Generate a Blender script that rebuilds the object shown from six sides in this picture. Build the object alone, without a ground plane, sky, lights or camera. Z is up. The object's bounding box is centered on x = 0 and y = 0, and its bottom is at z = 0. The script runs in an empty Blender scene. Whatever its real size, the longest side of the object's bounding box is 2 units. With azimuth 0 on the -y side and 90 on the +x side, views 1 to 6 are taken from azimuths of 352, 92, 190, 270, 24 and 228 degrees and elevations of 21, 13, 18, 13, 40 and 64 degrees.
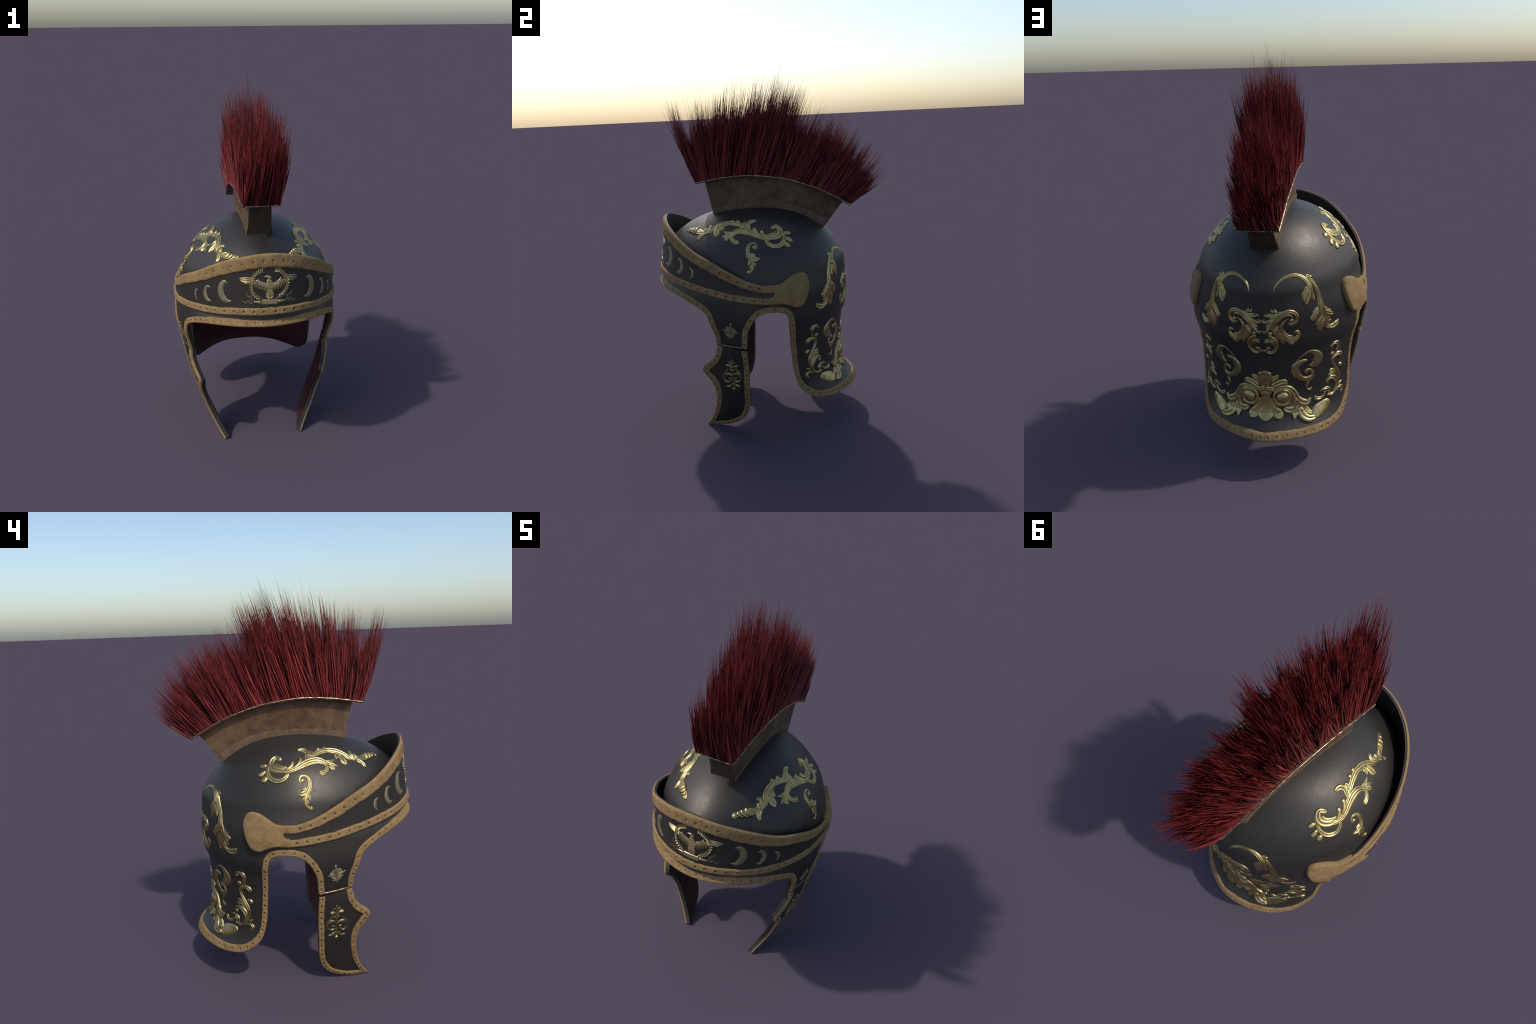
"""Crested Roman parade helmet: dark leather-grained bowl with neck guard and hinged
cheek plates, tan edging with rivets, gold relief ornament, raised brow band with an
eagle emblem, and a bronze crest holder carrying a red hair plume."""
import bpy, math, random
import numpy as np
from mathutils import Vector
from mathutils.geometry import delaunay_2d_cdt
from mathutils import noise as mnoise

R = np.random.default_rng(7)
random.seed(7)

# ------------------------------------------------------------------ surfaces
def hermite(xs, ys):
    """smooth monotone interpolation through knots"""
    xs=np.asarray(xs,float); ys=np.asarray(ys,float)
    h=np.diff(xs); d=np.diff(ys)/h
    m=np.zeros_like(ys); m[0]=d[0]; m[-1]=d[-1]
    for i in range(1,len(xs)-1):
        if d[i-1]*d[i]>0:
            w1=2*h[i]+h[i-1]; w2=h[i]+2*h[i-1]
            m[i]=(w1+w2)/(w1/d[i-1]+w2/d[i])
    def f(x):
        x=np.clip(np.asarray(x,float),xs[0],xs[-1])
        i=np.clip(np.searchsorted(xs,x)-1,0,len(xs)-2)
        t=(x-xs[i])/h[i]
        return ((1+2*t)*(1-t)**2*ys[i]+t*(1-t)**2*h[i]*m[i]+t*t*(3-2*t)*ys[i+1]+t*t*(t-1)*h[i]*m[i+1])
    return f
def smooth(t): t=np.clip(t,0,1); return t*t*(3-2*t)
DZ0,DH,DQ=0.70,0.535,2.41
TOP=DZ0+DH
def dome(z): return np.maximum(1-np.clip((np.asarray(z,float)-DZ0)/DH,0,1)**DQ,0)**(1/DQ)
s=lambda z: float(dome(z))
def domew(z): z=np.asarray(z,float); return .009*np.exp(-((z-.97)/.07)**2)-.012*np.exp(-((z-1.165)/.05)**2)*dome(z)+.440*np.maximum(1-np.clip((np.asarray(z,float)-DZ0)/DH,0,1)**2.37,0)**(1/2.37)
sw=lambda z: float(domew(z))
WF=hermite([0,.05,.1,.15,.2,.3,.4,.5,.55,.6,.7,.8,.85,.9,1.0],[.259,.284,.307,.329,.346,.379,.404,.426,.436,.444,.456,.449,.438,sw(.9),sw(1.0)])
LF=hermite([0,.1,.2,.3,.4,.5,.55,.6,.7,.79,.83,.86,.9,1.0,1.06],[.62,.61,.605,.60,.62,.555,.48,.50,.580,.584,.581,.558,.548,.532,.622*s(1.06)*.985])
WB=hermite([.1,.18,.3,.4,.5,.6,.7,.8,.85,.9,1.0],[.390,.393,.396,.394,.397,.415,.446,.447,.438,sw(.9),sw(1.0)])
YB=hermite([.1,.16,.18,.22,.25,.28,.3,.4,.5,.6,.7,.8,.9],[.446,.444,.440,.424,.394,.370,.359,.348,.353,.366,.391,.393,-.104+.510*s(.9)])
YCB=hermite([.1,.45,.70,.92],[0,0,-.05,-.104])
PP=hermite([.7,.8,.9,1.0,1.15],[2,2,1.92,1.88,1.84])
PB=hermite([.17,.24,.34,.5,.7,.85,.95,1.05,1.15],[2.0,1.87,1.76,1.72,1.71,1.80,1.83,1.79,1.75])
def section(phi,z):
    z=np.asarray(z,float); b=smooth((np.arccos(np.clip(np.cos(phi),-1,1))-np.radians(86))/np.radians(22))
    d=smooth((z-.9)/.1); sc=dome(z)
    dw=domew(z); wf=WF(z)*(1-d)+dw*d; wb=WB(z)*(1-d)+dw*d
    d2=smooth((z-1.0)/.06); lf=LF(z)*(1-d2)+.622*sc*d2
    ycb=YCB(z); lb=(YB(z)-ycb)*(1-d)+.510*sc*d
    return wf*(1-b)+wb*b, -.104*(1-b)+ycb*b, lf, lb, PP(z)*(1-b)+PB(z)*b
def shell(phi,z):
    """outer face of the helmet shell; phi 0 = brow, pi = nape (x >= 0 half)"""
    W,yc,lf,lb,p=section(phi,z); c,sn=np.cos(phi),np.sin(phi)
    L=np.where(c>0,lf,lb)
    x=W*np.sign(sn)*np.abs(sn)**(2/p); y=yc-np.sign(c)*L*np.abs(c)**(2/p)
    return np.stack([x,y,np.broadcast_to(z,x.shape)],-1)
VW=hermite([.7,.78,.85,.9,1.0,1.2],[.466,.457,.449,.446,.442,.438])
VL=hermite([.7,.8,.85,1.2],[.592,.592,.578,.527])
def visor(phi,z):
    W,L=VW(z),np.where(np.cos(phi)>0,VL(z),.50)
    x=W*np.sin(phi); y=-.104-L*np.cos(phi)
    return np.stack([x,y,np.broadcast_to(z,x.shape)],-1)

def frame(f, phi, z):
    """point, outward normal, d/dphi, d/dz of a surface at (phi, z)"""
    phi = np.asarray(phi, float); z = np.asarray(z, float); e = 1e-3
    p = f(phi, z)
    dp = (f(phi + e, z) - f(phi - e, z)) / (2 * e)
    dz = (f(phi, z + e) - f(phi, z - e)) / (2 * e)
    n = np.cross(dp, dz)
    n /= np.linalg.norm(n, axis=-1, keepdims=True) + 1e-12
    return p, n, dp, dz

def slide(f, phi, z, v):
    """move (phi, z) by the 3D tangent vector v"""
    _, _, dp, dz = frame(f, phi, z)
    a = (dp * dp).sum(-1); b = (dp * dz).sum(-1); c = (dz * dz).sum(-1)
    r = (dp * v).sum(-1); s_ = (dz * v).sum(-1); det = a * c - b * b + 1e-12
    return phi + (c * r - b * s_) / det, z + (a * s_ - b * r) / det

def spline(pts, n):
    """smooth curve through control points, resampled evenly"""
    p = np.asarray(pts, float)
    if len(p) == 2:
        t = np.linspace(0, 1, n)[:, None]
        return p[0] * (1 - t) + p[1] * t
    q = np.vstack([2 * p[0] - p[1], p, 2 * p[-1] - p[-2]]); out = []
    for i in range(1, len(q) - 2):
        a, b, c, d = q[i - 1:i + 3]
        t = np.linspace(0, 1, 24, endpoint=False)[:, None]
        m0 = (c - a) / 2; m1 = (d - b) / 2
        out.append((2*t**3-3*t**2+1)*b + (t**3-2*t**2+t)*m0 + (-2*t**3+3*t**2)*c + (t**3-t**2)*m1)
    o = np.vstack(out + [p[-1:]])
    return resample(o, n)

def resample(o, n, metric=None):
    m = o if metric is None else metric
    d = np.r_[0, np.cumsum(np.linalg.norm(np.diff(m, axis=0), axis=1))]
    t = np.linspace(0, d[-1], n)
    return np.stack([np.interp(t, d, o[:, i]) for i in range(o.shape[1])], 1)

# ------------------------------------------------------------------ meshes
class Soup:
    def __init__(self): self.v, self.f, self.m, self.n = [], [], [], 0
    def add(self, verts, faces, mat=0):
        verts = np.asarray(verts, float).reshape(-1, 3)
        self.v.append(verts); self.f += [tuple(int(i) + self.n for i in q) for q in faces]
        self.m += [mat] * len(faces) if np.isscalar(mat) else list(mat)
        self.n += len(verts)
    def grid(self, P, close_u=False, close_v=False, mat=0):
        nu, nv = P.shape[:2]; F = []
        for i in range(nu if close_u else nu - 1):
            for j in range(nv if close_v else nv - 1):
                a, b = i * nv + j, i * nv + (j + 1) % nv
                c, d = ((i + 1) % nu) * nv + (j + 1) % nv, ((i + 1) % nu) * nv + j
                F.append((a, b, c, d))
        self.add(P.reshape(-1, 3), F, mat)
    def mirrored(self):
        s_ = Soup(); s_.add(np.vstack(self.v) * [-1, 1, 1], [q[::-1] for q in self.f], self.m); return s_
    def merge(self, o): self.add(np.vstack(o.v), o.f, o.m)

def build(name, soup, mats, parent, smooth_angle=None, weld=0, kind=None):
    me = bpy.data.meshes.new(name)
    me.from_pydata(np.vstack(soup.v).tolist(), [], soup.f)
    for m in (mats if isinstance(mats, (list, tuple)) else [mats]): me.materials.append(m)
    me.polygons.foreach_set("material_index", soup.m)
    me.polygons.foreach_set("use_smooth", [True] * len(me.polygons))
    me.update()
    if weld:
        import bmesh
        bm = bmesh.new(); bm.from_mesh(me)
        bmesh.ops.remove_doubles(bm, verts=bm.verts, dist=weld)
        bmesh.ops.dissolve_degenerate(bm, edges=bm.edges, dist=1e-6)
        bm.to_mesh(me); bm.free()
    if smooth_angle is not None: me.set_sharp_from_angle(angle=math.radians(smooth_angle))
    return place(name, me, parent, kind)

def place(name, me, parent, kind=None):
    ob = bpy.data.objects.new(name, me)
    bpy.context.scene.collection.objects.link(ob)
    ob.parent = parent
    if kind: ob["kind"] = kind
    return ob

# ------------------------------------------------------------------ materials
def material(name, base, rough, metallic=0.0, spec=0.5):
    m = bpy.data.materials.new(name); m.use_nodes = True
    nt = m.node_tree; b = nt.nodes["Principled BSDF"]
    b.inputs["Base Color"].default_value = (*base, 1)
    b.inputs["Roughness"].default_value = rough
    b.inputs["Metallic"].default_value = metallic
    b.inputs["Specular IOR Level"].default_value = spec
    return m, nt, b

def node(nt, kind, **kw):
    n = nt.nodes.new(kind)
    for k, v in kw.items():
        if k in n.inputs: n.inputs[k].default_value = v
        else: setattr(n, k, v)
    return n

def coords(nt, scale=(1, 1, 1)):
    tc = node(nt, "ShaderNodeTexCoord"); mp = node(nt, "ShaderNodeMapping", Scale=scale)
    nt.links.new(tc.outputs["Object"], mp.inputs["Vector"]); return mp.outputs["Vector"]

def noise_tex(nt, vec, scale, detail=4, rough=0.55):
    n = node(nt, "ShaderNodeTexNoise", Scale=scale, Detail=detail, Roughness=rough)
    nt.links.new(vec, n.inputs["Vector"]); return n.outputs["Fac"]

def ramp(nt, fac, stops):
    r = node(nt, "ShaderNodeValToRGB"); e = r.color_ramp.elements
    while len(e) < len(stops): e.new(0.5)
    for el, (pos, col) in zip(e, stops):
        el.position = pos; el.color = (*col, 1)
    nt.links.new(fac, r.inputs["Fac"]); return r.outputs["Color"]

def mix(nt, fac, a, b, mode="MIX"):
    n = node(nt, "ShaderNodeMix", data_type="RGBA", blend_type=mode)
    for sock, v in ((n.inputs[0], fac), (n.inputs[6], a), (n.inputs[7], b)):
        if isinstance(v, (int, float)): sock.default_value = v
        elif isinstance(v, tuple): sock.default_value = (*v, 1)
        else: nt.links.new(v, sock)
    return n.outputs[2]

def bump(nt, b, height, strength, dist=0.002):
    n = node(nt, "ShaderNodeBump", Strength=strength, Distance=dist)
    nt.links.new(height, n.inputs["Height"]); nt.links.new(n.outputs["Normal"], b.inputs["Normal"])

def black_leather():
    m, nt, b = material("black_leather", (.024, .022, .02), .46, spec=.6)
    b.inputs["Specular Tint"].default_value = (1, .9, .8, 1)  # highlights tinted warm to cancel the blue sky reflection on the shell
    v = coords(nt)
    vor = node(nt, "ShaderNodeTexVoronoi", Scale=270.0, feature="SMOOTH_F1")
    nt.links.new(v, vor.inputs["Vector"])
    h = mix(nt, .4, vor.outputs["Distance"], noise_tex(nt, v, 160, 3))
    bump(nt, b, h, .24, .003)
    nt.links.new(ramp(nt, noise_tex(nt, v, 5, 5), [(.3, (.0175, .0153, .0134)), (.7, (.023, .0202, .0176))]), b.inputs["Base Color"])
    nt.links.new(ramp(nt, noise_tex(nt, v, 30, 4), [(.3, (.43, .43, .43)), (.7, (.50, .50, .50))]), b.inputs["Roughness"])
    return m

def tan_leather():
    m, nt, b = material("tan_leather", (.26, .17, .08), .66, spec=.2)
    v = coords(nt); n1 = noise_tex(nt, v, 24, 8, .7)
    c = ramp(nt, n1, [(.25, (.19, .112, .045)), (.45, (.285, .18, .077)), (.6, (.33, .213, .094)), (.8, (.395, .265, .125))])
    crack = node(nt, "ShaderNodeTexVoronoi", Scale=55.0, feature="DISTANCE_TO_EDGE")
    warp = node(nt, "ShaderNodeVectorMath", operation="ADD"); nz = node(nt, "ShaderNodeTexNoise", Scale=30.0, Detail=3.0)
    sc = node(nt, "ShaderNodeVectorMath", operation="SCALE", Scale=.03)
    nt.links.new(v, nz.inputs["Vector"]); nt.links.new(nz.outputs["Color"], sc.inputs[0]); nt.links.new(v, warp.inputs[0]); nt.links.new(sc.outputs[0], warp.inputs[1])
    nt.links.new(warp.outputs[0], crack.inputs["Vector"])
    ck = ramp(nt, crack.outputs["Distance"], [(.0, (.78, .76, .74)), (.06, (1, 1, 1))])
    c = mix(nt, .55, c, mix(nt, 1.0, c, ck, "MULTIPLY"))
    nt.links.new(c, b.inputs["Base Color"])
    n2 = noise_tex(nt, v, 80, 8, .75)
    n3 = noise_tex(nt, v, 190, 5, .7)
    bump(nt, b, mix(nt, .35, mix(nt, .6, n1, n2), n3), 1.0, .010)
    return m

def gold():
    m, nt, b = material("aged_gold", (.50, .39, .18), .34, metallic=1.0)
    v = coords(nt); n1 = noise_tex(nt, v, 45, 5, .6)
    c = ramp(nt, n1, [(.25, (.28, .21, .085)), (.5, (.455, .36, .16)), (.8, (.58, .465, .225))])
    nt.links.new(c, b.inputs["Base Color"])
    nt.links.new(ramp(nt, noise_tex(nt, v, 25, 3), [(.3, (.31, .31, .31)), (.7, (.44, .44, .44))]), b.inputs["Roughness"])
    bump(nt, b, noise_tex(nt, v, 130, 4, .6), .12, .002)
    return m

def bright_gold():
    m, nt, b = material("bright_gold", (.5, .42, .24), .36, metallic=.75)
    nt.links.new(ramp(nt, noise_tex(nt, coords(nt), 90, 4), [(.3, (.38, .295, .135)), (.7, (.56, .46, .25))]), b.inputs["Base Color"])
    return m

def dull_gold():
    m, nt, b = material("dull_brass", (.20, .165, .09), .46, metallic=.6)
    v = coords(nt)
    nt.links.new(ramp(nt, noise_tex(nt, v, 40, 4), [(.3, (.22, .18, .10)), (.7, (.32, .265, .155))]), b.inputs["Base Color"])
    return m

def crest_bronze():
    m, nt, b = material("worn_bronze", (.1, .065, .04), .55, metallic=.0, spec=.3)
    panels = node(nt, "ShaderNodeTexVoronoi", Scale=5.5, distance="CHEBYCHEV")
    nt.links.new(coords(nt, (.2, 1, .35)), panels.inputs["Vector"])
    v = coords(nt)
    c = ramp(nt, noise_tex(nt, v, 9, 9, .72), [(.38, (.078, .040, .021)), (.47, (.096, .053, .028)), (.52, (.118, .071, .038)), (.65, (.148, .092, .051))])
    c = mix(nt, 1.0, c, ramp(nt, panels.outputs["Color"], [(0, (.75, .68, .66)), (1, (1.25, 1.25, 1.2))]), "MULTIPLY")
    scr = noise_tex(nt, coords(nt, (30, 6, 60)), 3, 6, .75)
    c = mix(nt, ramp(nt, scr, [(.58, (0, 0, 0)), (.76, (.55, .55, .55))]), c, (.17, .115, .07))
    nt.links.new(c, b.inputs["Base Color"])
    bump(nt, b, noise_tex(nt, v, 60, 6, .7), .25, .003)
    return m

def end_bronze():
    m, nt, b = material("dark_bronze", (.05, .032, .02), .55, spec=.3)
    c = ramp(nt, noise_tex(nt, coords(nt), 22, 7, .7), [(.35, (.03, .019, .011)), (.65, (.068, .045, .027))])
    nt.links.new(c, b.inputs["Base Color"]); return m

def foot_bronze():
    m, nt, b = material("rubbed_bronze", (.13, .085, .052), .55, spec=.3)
    c = ramp(nt, noise_tex(nt, coords(nt), 30, 6, .7), [(.35, (.09, .055, .031)), (.65, (.155, .1, .058))])
    nt.links.new(c, b.inputs["Base Color"]); return m

def rail_metal():
    m, nt, b = material("polished_bronze_edge", (.45, .34, .2), .3, metallic=1.0)
    v = coords(nt)
    nt.links.new(ramp(nt, noise_tex(nt, v, 60, 5, .7), [(.35, (.12, .08, .05)), (.6, (.5, .4, .26))]), b.inputs["Base Color"])
    return m

def plume_red(name="red_horsehair", dark=0.0):
    m, nt, b = material(name, (.17, .02, .024), .42, spec=.36)
    info = node(nt, "ShaderNodeNewGeometry")
    c = ramp(nt, info.outputs["Random Per Island"], [(0, (.016, .003, .004)), (.22 + dark, (.08, .009, .010)), (.55 + dark * .8, (.205, .022, .020)), (1, (.34, .045, .040))])
    nt.links.new(c, b.inputs["Base Color"])
    return m

def lining_red():
    m, nt, b = material("oxblood_lining", (.06, .012, .014), .6, spec=.35)
    v = coords(nt); vor = node(nt, "ShaderNodeTexVoronoi", Scale=110.0); nt.links.new(v, vor.inputs["Vector"])
    nt.links.new(ramp(nt, noise_tex(nt, v, 35, 5), [(.3, (.034, .007, .0085)), (.7, (.062, .0125, .0135))]), b.inputs["Base Color"])
    bump(nt, b, vor.outputs["Distance"], .5, .004)
    return m

BRIGHT = bright_gold()
BLACK, TAN, GOLD, DULL = black_leather(), tan_leather(), gold(), dull_gold()
FOOT, END = foot_bronze(), end_bronze()
BRONZE, RAIL, PLUME, LINING = crest_bronze(), rail_metal(), plume_red(), lining_red()
PLUME_DARK = plume_red("dark_horsehair", .06)
PIT = material("shadow_dot_dark", (.03, .024, .018), .55, metallic=.5)[0]  # small dark domes modelled as the shadow inside the stamped pits
DIMPLE_SHADE = material("painted_dimple_shade", (.085, .055, .03), .6)[0]  # tan darkened on the dimple faces to paint their hollow's shade
STEEL = material("hinge_steel", (.22, .15, .11), .42, metallic=1.0)[0]

# ------------------------------------------------------------------ hierarchy roots
def empty(name, parent=None):
    e = bpy.data.objects.new(name, None); e.empty_display_size = .2
    bpy.context.scene.collection.objects.link(e); e.parent = parent; return e

HELMET = empty("crested_helmet")
HELMET["label"] = "black Roman parade helmet with gold relief ornament and red crest"
HELMET["category"] = "Roman helmet"

# ------------------------------------------------------------------ outlines, (angle from brow in degrees, height)
BROW = [(0, .838), (6, .838), (12, .837), (22, .832), (30, .825), (40, .811), (48, .792), (54, .772), (58.5, .752), (61.5, .728), (62.8, .70), (63, .66), (62.4, .61), (61.2, .558)]
# ear opening in side view: (y, height), from the hinge over the ear and down to the nape
EAR_YZ = [(-.177, .538), (-.172, .585), (-.167, .627), (-.150, .667), (-.122, .709), (-.088, .732), (-.035, .740), (.018, .733), (.046, .716), (.057, .69),
          (.061, .65), (.062, .60), (.064, .53), (.068, .45), (.076, .37), (.093, .305), (.118, .265), (.150, .236), (.19, .212), (.23, .202)]
def angle_at(y, z):
    lo, hi = math.radians(40), math.pi
    for _ in range(40):
        m = (lo + hi) / 2
        if float(shell(np.array(m), np.array(z))[..., 1]) < y: lo = m
        else: hi = m
    return math.degrees(lo)
EAR = [(angle_at(y, z), z) for y, z in EAR_YZ]
NAPE = [(EAR[-1][0], .202), (128, .197), (135, .195), (145, .197), (155, .197), (165, .195), (174, .191), (180, .190)]
# cheek plate in side view: (y, height)
CHEEK_FRONT_YZ = [(-.333, .546), (-.337, .53), (-.344, .50), (-.358, .475), (-.381, .45), (-.414, .422), (-.426, .404), (-.427, .388), (-.405, .352), (-.386, .325), (-.373, .298), (-.364, .25), (-.365, .20), (-.374, .15), (-.389, .10), (-.412, .05), (-.441, .006)]
CHEEK_FOOT_YZ = [(-.441, .006), (-.40, .006), (-.345, .009), (-.29, .022), (-.245, .044), (-.212, .078), (-.192, .12), (-.181, .175)]
CHEEK_BACK_YZ = [(-.181, .175), (-.178, .24), (-.176, .30), (-.173, .40), (-.174, .47), (-.176, .522)]
def from_side(pts): return [(math.degrees(math.acos((-.104 - y) / float(LF(z)))), z) for y, z in pts]
CHEEK_FRONT, CHEEK_FOOT, CHEEK_BACK = (from_side(q) for q in (CHEEK_FRONT_YZ, CHEEK_FOOT_YZ, CHEEK_BACK_YZ))
VISOR_TOP = [(0, 1.203), (7, 1.199), (13, 1.190), (20, 1.176), (27, 1.159), (36, 1.127), (45, 1.088), (54, 1.048), (64.6, 1.006), (72.6, .966), (80.8, .924), (87, .897), (92.6, .881), (98, .876), (102, .876)]
VISOR_LOW = [(0, .898), (12, .897), (21, .893), (32, .882), (46, .863), (57.7, .845), (68, .826), (76, .810), (84, .797), (90, .789), (97, .784), (102, .781)]
LUG = [(96.5, .878), (99, .8765), (101.5, .877), (104.5, .880), (107.5, .889), (112.5, .912), (116.5, .924), (120.2, .925), (122.8, .910), (123.7, .878), (123.3, .846), (121.3, .802), (118.5, .766), (115.5, .751), (112.5, .749), (108.8, .763), (104.5, .777), (101, .781), (98.5, .782), (96.5, .7825)]
LUG_SLOT = [(96.5, .819), (98, .820), (99.3, .825), (99.8, .833), (99.3, .841), (98, .845), (96.5, .847)]

def outline(f, pts, step):
    """smooth outline evenly sampled on the surface; pts in degrees"""
    q = np.array(pts, float); q[:, 0] = np.radians(q[:, 0])
    o = spline(q * [.45, 1], 400) / [.45, 1]
    P = f(o[:, 0], o[:, 1])
    L = np.linalg.norm(np.diff(P, axis=0), axis=1).sum()
    return resample(o, max(3, int(round(L / step)) + 1), P)

def chain(*parts):
    out = [parts[0]]
    for p in parts[1:]: out.append(p[1:] if np.linalg.norm(p[0] - out[-1][-1]) < 1e-6 else p)
    return np.vstack(out)

def fill(poly, dphi=math.radians(2.0), dz=.0125, fixed=()):
    """triangulate an outline in (phi, z) with an even grid of inner points"""
    S = np.array([.45, 1.0]); q = poly * S
    n = len(q); pts = [tuple(p) for p in q]
    lo, hi = q.min(0), q.max(0)
    du = dphi * .45
    seg = np.vstack([q, q[:1]])
    inner = []
    for a in np.arange(math.floor(lo[0] / du) * du, hi[0] + du, du):
        for b in np.arange(math.floor(lo[1] / dz) * dz, hi[1] + dz, dz):
            A, B = seg[:-1], seg[1:]; ab = B - A
            t = np.clip(((np.array([a, b]) - A) * ab).sum(1) / ((ab * ab).sum(1) + 1e-15), 0, 1)
            d = np.linalg.norm(A + ab * t[:, None] - [a, b], axis=1).min()
            if d < .45 * min(du, dz): continue
            cr = ((A[:, 1] > b) != (B[:, 1] > b)) & (a < (B[:, 0] - A[:, 0]) * (b - A[:, 1]) / (B[:, 1] - A[:, 1] + 1e-15) + A[:, 0])
            if cr.sum() % 2: inner.append((a, b))
    vs = [Vector(p) for p in pts + inner]
    res = delaunay_2d_cdt(vs, [(i, (i + 1) % n) for i in range(n)], [], 1, 1e-7)
    V = np.array([tuple(v) for v in res[0]]) / S
    # orient: counter-clockwise in (phi, z) = outward
    F = []
    for t in res[2]:
        a, b, c = (V[i] for i in t[:3])
        F.append(tuple(t) if (b[0]-a[0])*(c[1]-a[1]) - (b[1]-a[1])*(c[0]-a[0]) > 0 else tuple(t)[::-1])
    return V, F

def plate(f, poly, thick, edge_open=(), **kw):
    """outer face, inner face and rim of a curved plate; returns soup and the inner data"""
    V, F = fill(poly, **kw)
    p, n, _, _ = frame(f, V[:, 0], V[:, 1])
    s_ = Soup(); N = len(V)
    s_.add(np.vstack([p, p - n * thick]), F + [tuple(i + N for i in t[::-1]) for t in F])
    from collections import Counter
    E = {}
    for t in F:
        for i in range(len(t)):
            a, b = t[i], t[(i + 1) % len(t)]
            if (b, a) in E: del E[(b, a)]
            else: E[(a, b)] = 1
    rim = [(b, a, a + N, b + N) for a, b in E if not any(g(V[a]) and g(V[b]) for g in edge_open)]
    s_.f += rim; s_.m += [0] * len(rim)
    return s_, V, F

def skin(f, V, F, off, keep=None):
    p, n, _, _ = frame(f, V[:, 0], V[:, 1]); s_ = Soup()
    s_.add(p + n * off, [t[::-1] for t in F] if off < 0 else F); return s_

# ------------------------------------------------------------------ edging strips and rivets
def shadow_dot_mesh():
    s_ = Soup(); prof = [(0, .0012), (.0022, .0011), (.0038, .0006), (.0046, -.0010)]; k = 10
    P = np.array([[[r * math.cos(a), r * math.sin(a), h] for r, h in prof] for a in np.linspace(0, 2 * math.pi, k, endpoint=False)])
    s_.grid(P, close_u=True)
    me = bpy.data.meshes.new("shadow_dot"); me.from_pydata(np.vstack(s_.v).tolist(), [], [q[::-1] for q in s_.f]); me.materials.append(PIT)
    me.polygons.foreach_set("use_smooth", [True] * len(me.polygons)); return me
SHADOW_DOT = shadow_dot_mesh()

def put_shadow_dot(p, n, parent, size=1.0):
    ob = place("shadow_dot", SHADOW_DOT, parent)
    ob.rotation_mode = "QUATERNION"
    ob.rotation_quaternion = Vector(n).to_track_quat("Z", "Y")
    ob.location = p; ob.scale = (size * R.uniform(.85, 1.15), size * R.uniform(.85, 1.15), 1)

def wob(p, scale, seed): return mnoise.noise(Vector(p) * scale + Vector((seed, seed * 2.7, -seed)))

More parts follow.
